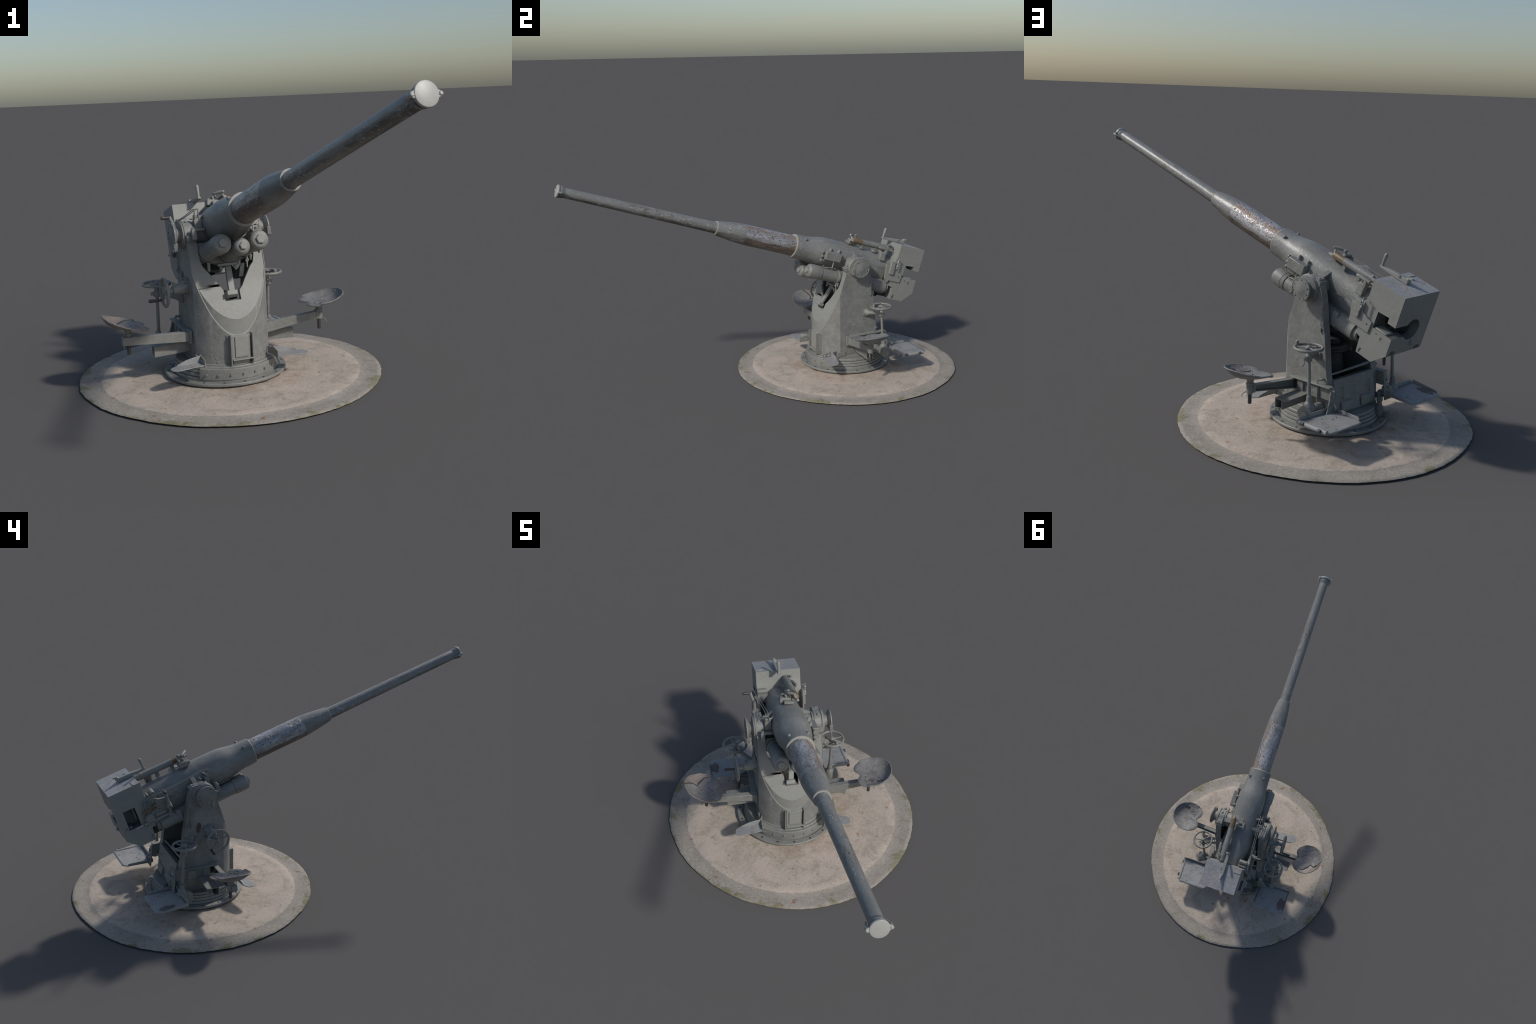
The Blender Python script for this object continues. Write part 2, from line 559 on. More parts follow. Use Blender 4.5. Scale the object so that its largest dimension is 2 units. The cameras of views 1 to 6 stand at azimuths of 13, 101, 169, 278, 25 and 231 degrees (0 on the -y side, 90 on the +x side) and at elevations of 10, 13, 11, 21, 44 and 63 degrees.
def skirt():
    """bolted apron round the front of the ring"""
    pt = Part(M_PAINT)
    n = 40
    a0, a1 = math.radians(-90 - 47), math.radians(-90 + 49)
    prof = [(0.200, 0.082), (0.200, 0.0862), (0.2200, 0.0862), (0.2225, 0.0845), (0.2225, 0.0395), (0.217, 0.0395), (0.217, 0.080)]
    rings = []
    for i in range(n + 1):
        a = a0 + (a1 - a0) * i / n
        rings.append([V((math.cos(a) * r, math.sin(a) * r, z)) for r, z in prof])
    pt.rings(rings)
    ob = pt.make('ring_apron', root, MOUNT, bevel=0.0012)
    for k in range(7):
        a = math.radians(-90 - 39 + 13.2 * k)
        e = V((math.cos(a), math.sin(a), 0))
        bolt(e * 0.2225 + V((0, 0, 0.062)), e, 0.0052, 0.006, ob, MOUNT)
    return ob


skirt()

# ================================================================== pedestal
PR, PX = 0.191, 0.158            # front radius, half width across the cheeks
SLOPE = 0.328                    # lean of the cut-away front plate


def plate_y(z):
    return -0.184 + SLOPE * (z - 0.23)


def outline(r, x, back, n=26):
    """flat-sided D outline: rounded front, straight cheeks"""
    t = math.acos(x / r)
    pts = [(r * math.cos(math.pi + t + (math.pi - 2 * t) * i / n), r * math.sin(math.pi + t + (math.pi - 2 * t) * i / n)) for i in range(n + 1)]
    return pts + [(x, back), (-x, back)]


def pedestal():
    pt = Part([M_MOTTLE, M_PLATE, M_INNER])
    o = outline(PR, PX, 0.20)
    pt.rings([[V((x, y, z)) for x, y in o] for z in (0.0885, 0.668)])
    ob = pt.make('pedestal', root, MOUNT)
    # sloping front face
    front = Part(M_PLATE)
    front.slab([(-0.3, plate_y(0.0) - 0.4, 0.0), (-0.3, plate_y(0.0), 0.0), (-0.3, plate_y(0.8), 0.8), (-0.3, plate_y(0.8) - 0.4, 0.8)], (0.6, 0, 0))
    # rear outline of the cheeks, leaning forward to the bearing
    rear = Part(M_MOTTLE)
    rear.slab([(-0.3, 0.140, 0.0), (-0.3, 0.131, 0.226), (-0.3, 0.122, 0.26), (-0.3, 0.106, 0.40), (-0.3, 0.096, 0.47), (-0.3, 0.080, 0.585), (-0.3, 0.064, 0.635),
               (-0.3, 0.058, 0.657), (-0.3, 0.02, 0.662), (-0.3, -0.03, 0.655), (-0.3, -0.07, 0.62), (-0.3, -0.2, 0.8), (-0.3, 0.5, 0.8), (-0.3, 0.5, 0.0)], (0.6, 0, 0))
    # below the ledge the plate follows the drum instead of leaning back
    def apron(part, r=PR - 0.003, x=PX - 0.0031):
        oc = outline(r, x, 0.3)
        part.rings([[V((px, py, 0.05)) for px, py in oc], [V((px, py, 0.282 + 2.05 * (py + 0.187))) for px, py in oc]])
        return part

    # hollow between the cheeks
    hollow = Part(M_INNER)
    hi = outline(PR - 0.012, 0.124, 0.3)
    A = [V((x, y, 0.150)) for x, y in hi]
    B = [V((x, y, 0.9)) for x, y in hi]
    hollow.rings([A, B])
    fr = front.make('front_cut', None, MOUNT)
    carve(fr, [apron(Part(M_PLATE))])
    carve(ob, [rear])
    cut_with(ob, fr)
    # the front plate keeps its thickness: intersect the hollow with the space behind the plate
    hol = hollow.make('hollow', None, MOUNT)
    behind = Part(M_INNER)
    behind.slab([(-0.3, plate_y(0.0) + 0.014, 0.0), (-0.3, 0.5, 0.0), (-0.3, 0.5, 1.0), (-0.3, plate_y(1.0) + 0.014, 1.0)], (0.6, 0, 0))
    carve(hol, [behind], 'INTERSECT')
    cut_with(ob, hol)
    # the plate lies just inside the rim of the shell
    inset = Part(M_PLATE)
    oi = outline(PR - 0.0025, PX - 0.0025, 0.3)
    inset.rings([[V((x, y, 0.10)) for x, y in oi], [V((x, y, 0.9)) for x, y in oi]])
    ins = inset.make('inset', None, MOUNT)
    ahead = Part(M_PLATE)
    ahead.slab([(-0.3, plate_y(0.0) + 0.0028, 0.0), (-0.3, -0.6, 0.0), (-0.3, -0.6, 0.9), (-0.3, plate_y(0.9) + 0.0028, 0.9)], (0.6, 0, 0))
    carve(ins, [ahead], 'INTERSECT')
    carve(ins, [apron(Part(M_PLATE))])
    cut_with(ob, ins)
    # opening in the front plate: slot below, widening to the cheeks
    op = Part(M_INNER)
    op.slab([(x, -0.3, z) for x, z in ((-0.036, 0.350), (0.031, 0.350), (0.031, 0.386), (0.046, 0.400), (0.095, 0.474), (0.108, 0.487), (0.116, 0.515), (0.122, 0.70),
                                      (-0.122, 0.70), (-0.116, 0.520), (-0.109, 0.492), (-0.073, 0.446), (-0.037, 0.392))], (0, 0.32, 0))
    carve(ob, [op])
    # paint: sloping plate is smoother, inside is darker
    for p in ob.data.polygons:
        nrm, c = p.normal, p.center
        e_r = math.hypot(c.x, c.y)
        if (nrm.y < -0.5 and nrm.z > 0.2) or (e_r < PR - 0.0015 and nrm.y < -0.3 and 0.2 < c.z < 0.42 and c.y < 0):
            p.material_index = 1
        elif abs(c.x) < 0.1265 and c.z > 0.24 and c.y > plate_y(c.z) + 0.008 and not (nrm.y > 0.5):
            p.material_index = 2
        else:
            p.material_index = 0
    while len(ob.data.materials) > 3:
        ob.data.materials.pop()
    ob.data.set_sharp_from_angle(angle=math.radians(12))
    bevel_mod(ob, 0.0012)
    return ob


PED = pedestal()


def pedestal_details():
    # foot flange where the pedestal meets the ring
    f = Part(M_PAINT)
    o = outline(PR + 0.004, PX + 0.004, 0.10)
    f.rings([[V((x * k, y * k, z)) for x, y in o] for k, z in ((0.985, 0.0880), (1.006, 0.0920), (1.006, 0.0960), (0.985, 0.0990))])
    f.make('foot_flange', PED, MOUNT)
    # inspection hatch on the front, in side rails with a drip shelf
    h = Part(M_PLATE)
    cx = 0.006
    yy = lambda x: -math.sqrt(PR * PR - x * x)
    h.box((cx, yy(0) + 0.002, 0.166), (0.080, 0.02, 0.096))
    h.box((cx, yy(0) - 0.0085, 0.168), (0.056, 0.008, 0.086))
    hatch = h.make('hatch', PED, MOUNT, bevel=0.0015)
    for sx in (-1, 1):
        r = Part(M_PAINT)
        x = cx + sx * 0.0465
        r.box((x, yy(0.05) - 0.009, 0.158), (0.006, 0.036, 0.122))
        r.box((x + sx * 0.006, yy(0.05) + 0.001, 0.158), (0.012, 0.012, 0.122))
        r.make('hatch_rail', hatch, MOUNT, bevel=0.0012)
    sh = Part(M_PLATE)
    sh.box((cx + 0.004, yy(0) - 0.010, 0.1175), (0.092, 0.030, 0.004))
    sh.box((cx, yy(0) + 0.002, 0.106), (0.07, 0.012, 0.02))
    sh.make('hatch_shelf', hatch, MOUNT, bevel=0.0012)
    # faint rivets on the left of the hatch
    for a, z in ((-112, 0.125), (-119, 0.12), (-126, 0.133), (-118, 0.106)):
        e = V((math.cos(math.radians(a)), math.sin(math.radians(a)), 0))
        bolt(e * (PR - 0.0005) + V((0, 0, z)), e, 0.0045, 0.0018, PED, MOUNT, M_MOTTLE, 'round', 'rivet')
    # raised disc on the right cheek, small ring marks
    d = Part(M_MOTTLE)
    d.lathe((PX - 0.002, -0.026, 0.289), (1, 0, 0), [(0, 0.0215), (0.0035, 0.0215), (0.0035, 0.0185), (0.0028, 0.018), (0.0028, 0.001)], 28)
    d.make('plug', PED, MOUNT)
    # rust scar where a plate was torn off the left cheek
    s = Part(paint('rust_scar', (0.055, 0.035, 0.03), (0.13, 0.08, 0.06), rough=0.8, fine=60))
    pts = []
    for i in range(18):
        a = 2 * math.pi * i / 18
        k = 1 + 0.35 * noise.noise(V((math.cos(a) * 2, math.sin(a) * 2, 4)))
        pts.append((-PX - 0.0008, 0.028 + 0.013 * k * math.cos(a) - 0.004 * math.sin(a), 0.433 + 0.028 * k * math.sin(a)))
    s.slab(pts, (0.002, 0, 0))
    s.make('rust_patch', PED, MOUNT)
    # rods clipped to the cheeks
    for sx, y0 in ((1, 0.086), (-1, 0.072)):
        q = Part(M_PAINT)
        x = sx * (PX + 0.006)
        q.sweep([(x - sx * 0.012, y0 + 0.002, 0.551), (x, y0 + 0.001, 0.545), (x, y0 - 0.003, 0.47), (x, y0, 0.462), (x, y0 + 0.013, 0.459), (x, y0 + 0.018, 0.445)], 0.0022, 8)
        q.box((x - sx * 0.003, y0 - 0.004, 0.450), (0.009, 0.008, 0.018))
        q.make('grab_rod', PED, MOUNT)


pedestal_details()


def inner_works():
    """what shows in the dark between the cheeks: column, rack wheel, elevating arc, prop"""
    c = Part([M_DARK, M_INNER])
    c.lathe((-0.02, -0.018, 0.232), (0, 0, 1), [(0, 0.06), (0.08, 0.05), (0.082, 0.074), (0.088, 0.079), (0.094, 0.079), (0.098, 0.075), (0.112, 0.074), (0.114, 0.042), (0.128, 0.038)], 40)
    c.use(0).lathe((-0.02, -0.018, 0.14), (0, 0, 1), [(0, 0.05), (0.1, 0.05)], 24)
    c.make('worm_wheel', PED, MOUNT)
    arc = Part(M_INNER)
    pts_o, pts_i = [], []
    for i in range(17):
        a = math.radians(-160 + 140 * i / 16)
        pts_o.append((0.05, 0.215 * math.cos(a) * 0.9, TRUN_Z + 0.205 * math.sin(a)))
        pts_i.append((0.05, 0.175 * math.cos(a) * 0.9, TRUN_Z + 0.17 * math.sin(a)))
    arc.slab([p for p in pts_o if abs(p[1]) < 0.11] + [p for p in reversed(pts_i) if abs(p[1]) < 0.11], (0.018, 0, 0))
    arc.make('elevating_arc', PED, MOUNT)
    # prop under the cradle with its foot block
    pr = Part(M_PLATE)
    top, bot = V((0.004, -0.082, 0.476)), V((-0.006, -0.148, 0.380))
    d = (bot - top)
    u = V((1, 0, 0))
    w = d.cross(u).normalized()
    R = Matrix((u, w, d.normalized())).transposed()
    pr.box((top + bot) / 2, (0.026, 0.014, d.length), R)
    pr.box(bot + V((-0.004, -0.006, -0.002)), (0.044, 0.034, 0.02), R)
    pr.make('prop_arm', PED, MOUNT, bevel=0.002)
    sh = Part(M_PLATE)
    sh.box((0.0, -0.075, 0.488), (0.085, 0.04, 0.012))
    for x in (-0.03, 0.03):
        sh.rod((x, -0.095, 0.482), (x, -0.095, 0.470), 0.007)
    sh.make('prop_plate', PED, MOUNT, bevel=0.002)
    # drain cock and pipe stub below the right cylinder
    cock = Part(M_PLATE)
    cock.rod((0.083, -0.095, 0.515), (0.083, -0.097, 0.468), 0.006, 0.0025, 10)
    cock.ring((0.083, -0.099, 0.498), (0, 1, 0.2), 0.006, 0.0025, 20, 8)
    cock.rod((-0.083, -0.10, 0.505), (-0.083, -0.10, 0.470), 0.007, 0.006, 12)
    cock.make('drain_cock', PED, MOUNT)


inner_works()


def rear_box():
    """sheet-metal locker between the cheeks at the back"""
    pt = Part(M_PAINT)
    w = 0.127
    side = [(0.100, 0.088), (0.152, 0.088), (0.158, 0.098), (0.140, 0.236), (0.136, 0.240), (0.106, 0.234)]
    pt.slab([(-w, y, z) for y, z in side], (2 * w, 0, 0))
    box = pt.make('rear_locker', PED, MOUNT, bevel=0.003)
    dirn = V((0, 0.140 - 0.158, 0.236 - 0.098)).normalized()
    nrm = V((0, dirn.z, -dirn.y))
    on = lambda x, t: V((x, 0.158, 0.098)) + dirn * t + nrm * 0.0005
    for x in (-0.088, 0.083):
        h = Part(M_PAINT)
        h.sweep([on(x, 0.058), on(x, 0.060) + nrm * 0.008, on(x, 0.066) + nrm * 0.010, on(x, 0.098) + nrm * 0.010, on(x, 0.104) + nrm * 0.008, on(x, 0.106)], 0.0022, 8)
        h.make('locker_handle', box, MOUNT)
    for x0, x1 in ((-0.10, -0.028), (0.03, 0.098)):
        p = Part(M_PAINT)
        q = []
        for t, k in ((0.004, 0.0), (0.006, 0.010), (0.040, 0.012), (0.050, 0.0)):
            q.append(on(x0, t) + nrm * k)
        p.slab(q, (x1 - x0, 0, 0))
        p.make('locker_bulge', box, MOUNT, bevel=0.003)
    r = Part(M_PAINT)
    r.sweep([(0.124, 0.112, 0.257), (0.06, 0.112, 0.258), (-0.05, 0.112, 0.261), (-0.122, 0.112, 0.264)], [0.005, 0.005, 0.006, 0.007], 10)
    r.make('locker_rail', box, MOUNT)
    # foot catch on the ring behind
    c = Part(M_INNER)
    c.lathe((-0.11, 0.195, 0.05), (0, 0, 1), [(0, 0.018), (0.04, 0.018), (0.045, 0.012), (0.062, 0.010), (0.064, 0.014), (0.078, 0.014), (0.082, 0.010)], 20)
    c.box((-0.125, 0.217, 0.052), (0.022, 0.03, 0.022))
    c.make('training_stop', PED, MOUNT, bevel=0.002)


rear_box()


# ------------------------------------------------------------------ trunnions
def trunnion(side):
    s = side
    pt = Part(M_PAINT)
    # bearing cap with raised collars
    prof = [(0.112, 0.046), (0.113, 0.050), (0.122, 0.050), (0.123, 0.0535), (0.157, 0.0535), (0.158, 0.058), (0.163, 0.058), (0.164, 0.0545), (0.170, 0.0545), (0.171, 0.046), (0.172, 0.03),
            (0.194, 0.03), (0.196, 0.022)]
    pt.lathe((0, 0, TRUN_Z), (s, 0, 0), prof, 56)
    # lug blocks fore and aft of the cap
    pt.box((s * 0.140, -0.062, 0.606), (0.040, 0.026, 0.024), Matrix.Rotation(0.3, 3, 'X'))
    pt.box((s * 0.140, 0.049, 0.640), (0.040, 0.034, 0.026), Matrix.Rotation(-0.25, 3, 'X'))
    cap = pt.make('trunnion_cap', root, MOUNT, bevel=0.0015)
    for y, z in ((-0.014, 0.666), (0.046, 0.657), (-0.062, 0.622)):
        bolt((s * 0.143, y, z - 0.004), (0, -0.1 if y < 0 else 0.12, 1), 0.0075, 0.009, cap, MOUNT, kind='round')
    # shallow dished end disc ringed with screws
    d = Part(M_PAINT)
    o = 0.208 if s > 0 else 0.204
    d.lathe((0, 0, TRUN_Z), (s, 0, 0), [(o - 0.022, 0.022), (o - 0.020, 0.030), (o - 0.011, 0.044), (o - 0.006, 0.0515), (o - 0.001, 0.0515), (o, 0.0495), (o, 0.0475), (o - 0.0008, 0.047),
                                       (o + 0.0003, 0.02), (o + 0.0008, 0.019), (o + 0.0005, 0.006), (o + 0.0012, 0.005)], 60)
    disc = d.make('end_disc', cap, MOUNT)
    for i in range(10):
        a = 2 * math.pi * (i + 0.3) / 10
        bolt((s * (o - 0.0002), 0.0405 * math.cos(a), TRUN_Z + 0.0405 * math.sin(a)), (s, 0, 0), 0.0027, 0.0018, disc, MOUNT, M_DARK if i % 3 == 0 else M_PAINT, 'round', 'screw')
    c = Part(M_PAINT)
    y, z = (-0.046, 0.612) if s > 0 else (-0.03, 0.577)
    c.box((s * (o - 0.006), y - 0.004, z - 0.008), (0.016, 0.016, 0.034))
    c.rod((s * (o + 0.006), y - 0.004, z - 0.022), (s * (o - 0.016), y - 0.004, z - 0.022), 0.005)
    c.make('disc_clip', cap, MOUNT, bevel=0.002)


trunnion(1)
trunnion(-1)

# ================================================================== gun
def gun_tube():
    """long tapered tube with a flared, belted muzzle"""
    pt = Part(M_BARREL)
    pt.lathe(g(0, 0.78, BORE_N), (0, -1, 0),
             [(0, 0.0313), (0.05, 0.0312), (0.25, 0.0293), (0.45, 0.0281), (0.65, 0.0270), (0.80, 0.0264), (0.862, 0.0263), (0.866, 0.0255), (0.871, 0.0262), (0.880, 0.0300),
              (0.890, 0.0308), (0.892, 0.0290), (0.894, 0.0290), (0.896, 0.0322), (0.903, 0.0322)], 64)
    return pt.make('gun_tube', root, GUN, smooth=25)


TUBE = gun_tube()


def muzzle_cover():
    pt = Part(M_COVER)
    pt.lathe(g(0, 1.680, BORE_N), (0, -1, 0), [(0, 0.0335), (0.006, 0.0342), (0.0085, 0.0332), (0.0092, 0.031), (0.0094, 0.001)], 56)
    for s in (-1, 1):
        tilt = 0.10 * s
        pt.slab([g(s * 0.026, 1.681, BORE_N + 0.013), g(s * 0.026, 1.681, BORE_N - 0.013), g(s * 0.038, 1.681, BORE_N - 0.008), g(s * 0.0435, 1.681, BORE_N - 0.006), g(s * 0.0435, 1.681, BORE_N + 0.006), g(s * 0.038, 1.681, BORE_N + 0.008)],
                (0, -0.0055, 0))
        pt.lathe(g(s * 0.0395, 1.664, BORE_N), (0, -1, 0), [(0, 0.004), (0.004, 0.0062), (0.024, 0.0062), (0.026, 0.0035)], 14)
    cov = pt.make('muzzle_cover', TUBE, GUN, bevel=0.001)
    clip = Part(M_BARREL)
    for s in (-1, 1):
        clip.sweep([g(s * 0.0395, 1.667, BORE_N), g(s * 0.036, 1.657, BORE_N), g(s * 0.0335, 1.643, BORE_N)], [0.003, 0.0035, 0.003], 8)
    clip.make('cover_clip', cov, GUN)


muzzle_cover()


def jacket():
    """tapered jacket, its rear band stripped to bright steel"""
    f = Part([M_BARREL, M_RIM])
    f.use(1).lathe(g(0, 0.818, BORE_N), (0, -1, 0), [(0, 0.0385), (0.0035, 0.0392), (0.006, 0.0385), (0.006, 0.031)], 64)
    f.use(0).lathe(g(0, 0.660, BORE_N), (0, -1, 0), [(0, 0.0562), (0.012, 0.0556), (0.04, 0.0535), (0.08, 0.0495), (0.12, 0.0446), (0.158, 0.0390)], 64)
    f.make('jacket_taper', root, GUN, smooth=25)
    b = Part(M_STEEL)
    b.lathe(g(0, 0.335, BORE_N), (0, -1, 0), [(0, 0.0568), (0.1, 0.0570), (0.2, 0.0570), (0.29, 0.0568), (0.322, 0.0563), (0.326, 0.0561)], 64)
    b.make('stripped_band', root, GUN, smooth=25)


jacket()


def cradle():
    """bulged sleeve round the gun, carrying trunnion webs, bolts and the under-slide"""
    pt = Part([M_SLEEVE, M_RIM])
    pt.use(1).lathe(g(0, 0.346, BORE_N), (0, -1, 0), [(0, 0.0668), (0.0035, 0.0672), (0.006, 0.0660), (0.006, 0.056)], 72)
    pt.use(0)
    prof = [(-0.272, 0.066), (-0.262, 0.075), (-0.20, 0.0775), (-0.10, 0.079), (-0.04, 0.0815), (0.02, 0.0848), (0.08, 0.0860), (0.15, 0.0858), (0.178, 0.0848), (0.200, 0.0820), (0.225, 0.0770), (0.250, 0.0720), (0.272, 0.0692), (0.295, 0.0680), (0.346, 0.0672)]
    a0 = prof[0][0]
    pt.lathe(g(0, a0, BORE_N), (0, -1, 0), [(a - a0, r) for a, r in prof], 72)
    # keel under the sleeve
    for s in (-1, 1):
        pass
    sl = pt.make('cradle_sleeve', root, GUN, smooth=28)
    k = Part(M_SLEEVE)
    sec = [(-0.080, 0.012), (-0.082, -0.010), (-0.066, -0.062), (-0.045, -0.070), (0.045, -0.070), (0.066, -0.062), (0.082, -0.010), (0.080, 0.012)]
    k.rings([[g(x, a, n) for x, n in sec] for a in (-0.235, -0.02)])
    sec2 = [(-0.060, -0.02), (-0.058, -0.05), (-0.03, -0.066), (0.03, -0.066), (0.058, -0.05), (0.060, -0.02)]
    k.rings([[g(x, a, n) for x, n in sec2] for a in (-0.03, 0.16)])
    k.make('cradle_slide', sl, GUN, bevel=0.002)
    # trunnion webs: wedge gussets and stub shafts
    for s in (-1, 1):
        w = Part(M_PAINT)
        w.slab([g(s * 0.066, 0.0, 0.072), g(s * 0.118, 0.0, 0.046), g(s * 0.118, 0.0, -0.03), g(s * 0.07, 0.0, -0.04)], (0, 0.022, 0))
        w.lathe((0, 0, 0), (s, 0, 0), [(0.06, 0.05), (0.085, 0.045), (0.118, 0.043)], 40)
        w.make('trunnion_web', sl, GUN, bevel=0.0015)
    # bosses on the shoulders
    for x, a, n in ((0.042, 0.300, 0.072), (-0.039, 0.304, 0.072)):
        d = V((x, 0, n - BORE_N)).normalized()
        bolt(g(x, a, n) , d, 0.0082, 0.013, sl, GUN, M_SLEEVE, 'round', 'sleeve_boss')
    for x, a, n in ((-0.062, 0.285, 0.045), (-0.059, 0.272, 0.052)):
        d = V((x, 0, n - BORE_N)).normalized()
        bolt(g(x, a, n), d, 0.002, 0.003, sl, GUN, M_DARK, 'round', 'rivet')
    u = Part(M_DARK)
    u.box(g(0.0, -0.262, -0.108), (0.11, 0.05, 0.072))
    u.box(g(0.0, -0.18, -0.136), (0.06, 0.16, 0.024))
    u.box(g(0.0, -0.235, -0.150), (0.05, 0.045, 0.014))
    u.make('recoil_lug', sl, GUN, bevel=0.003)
    # yokes that hold the recoil cylinders
    for a in (0.045, -0.125):
        y = Part(M_PAINT)
        y.slab([g(x, a, n) for x, n in ((-0.118, -0.06), (-0.112, -0.045), (-0.06, -0.05), (0.06, -0.05), (0.112, -0.045), (0.118, -0.06), (0.118, -0.108), (0.10, -0.124), (0.04, -0.140), (-0.04, -0.140), (-0.10, -0.124), (-0.118, -0.108))], (0, 0.03, 0))
        y.make('cylinder_yoke', sl, GUN, bevel=0.004)
    return sl


SLEEVE = cradle()


def recoil_cylinder(x, n, r, a_front, a_cap, r_cap, a_back, rear=True):
    pt = Part(M_PAINT)
    L = lambda a: a - a_back
    prof = [(0, r * 0.75), (0.002, r * 0.98)]
    if rear:
        prof += [(0.004, r + 0.006), (L(-0.152), r + 0.006), (L(-0.150), r)]
    prof += [(L(0.058), r), (L(0.060), r + 0.003), (L(0.070), r + 0.003), (L(0.072), r), (L(a_cap), r), (L(a_cap) + 0.001, r_cap - 0.001), (L(a_cap) + 0.018, r_cap), (L(a_cap) + 0.0185, r_cap - 0.0012), (L(a_cap) + 0.0205, r_cap - 0.0012),
             (L(a_cap) + 0.021, r_cap), (L(a_front) - 0.020, r_cap), (L(a_front) - 0.010, r_cap - 0.002), (L(a_front) - 0.003, r_cap - 0.008), (L(a_front), r_cap - 0.016), (L(a_front), 0.001)]
    pt.lathe(g(x, a_back, n), (0, -1, 0), prof, 48)
    ob = pt.make('recoil_cylinder', root, GUN, smooth=28)
    nt = Part(M_PLATE)
    nt.nut(g(x, a_front - 0.0005, n), (0, -1, 0), r_cap * 0.49, 0.0095, rnd.uniform(0, 1), 0.2)
    nt.make('hex_nut', ob, GUN, bevel=0.0008)
    if rear:
        rn = Part(M_PAINT)
        rn.lathe(g(x, a_back, n), (0, 1, 0), [(0, 0.033), (0.016, 0.033), (0.018, 0.030), (0.018, 0.021), (0.006, 0.020), (0.006, 0.012), (0.026, 0.011)], 32)
        rn.make('gland_nut', ob, GUN)
    return ob


recoil_cylinder(0.078, -0.086, 0.0352, 0.260, 0.178, 0.0395, -0.247)
recoil_cylinder(-0.077, -0.087, 0.0352, 0.260, 0.178, 0.0395, -0.245)
recoil_cylinder(0.001, -0.106, 0.029, 0.268, 0.20, 0.0335, -0.23, False)


def drip():
    p = Part(M_PAINT)
    p.rod(g(0.078, 0.225, -0.124), g(0.078, 0.225, -0.136), 0.005, 0.004, 10)
    p.rod(g(0.05, 0.03, -0.125), g(0.05, 0.03, -0.150), 0.008, 0.004, 10)
    p.rod(g(0.10, 0.06, -0.118), g(0.10, 0.055, -0.140), 0.009, 0.003, 10)
    p.make('drain_plug', SLEEVE, GUN)
    w = Part(M_RIM)
    w.sweep([g(0.095, 0.175, -0.052), g(0.10, 0.15, -0.044), g(0.10, 0.115, -0.040), g(0.10, 0.095, -0.045)], 0.0018, 6)
    w.rod(g(0.105, 0.125, -0.004), g(0.105, 0.125, -0.045), 0.0028, None, 8)
    w.make('pipe', SLEEVE, GUN)


drip()


def terminal_box():
    """box bolted on the right of the sleeve"""
    p = Part(M_PAINT)
    p.box(g(0.101, 0.137, 0.021), (0.030, 0.100, 0.050))
    b = p.make('side_box', SLEEVE, GUN, bevel=0.004)
    for a in (0.098, 0.152):
        q = Part(M_PAINT)
        q.lathe(g(0.082, a, 0.044), (0.15, 0, 1), [(0, 0.010), (0.008, 0.010), (0.009, 0.0075), (0.018, 0.0075), (0.022, 0.004)], 14)
        q.box(g(0.076, a, 0.050), (0.02, 0.016, 0.014))
        q.make('box_hinge', b, GUN, bevel=0.002)
    for n in (0.035, 0.010, -0.012):
        q = Part(M_PAINT)
        q.rod(g(0.094, 0.182, n), g(0.094, 0.205, n), 0.0065, 0.005, 12)
        q.rod(g(0.094, 0.199, n), g(0.094, 0.206, n), 0.009, 0.008, 12)
        q.make('cable_gland', b, GUN)


terminal_box()

# ------------------------------------------------------------------ breech
BX0, BX1 = -0.108, 0.115


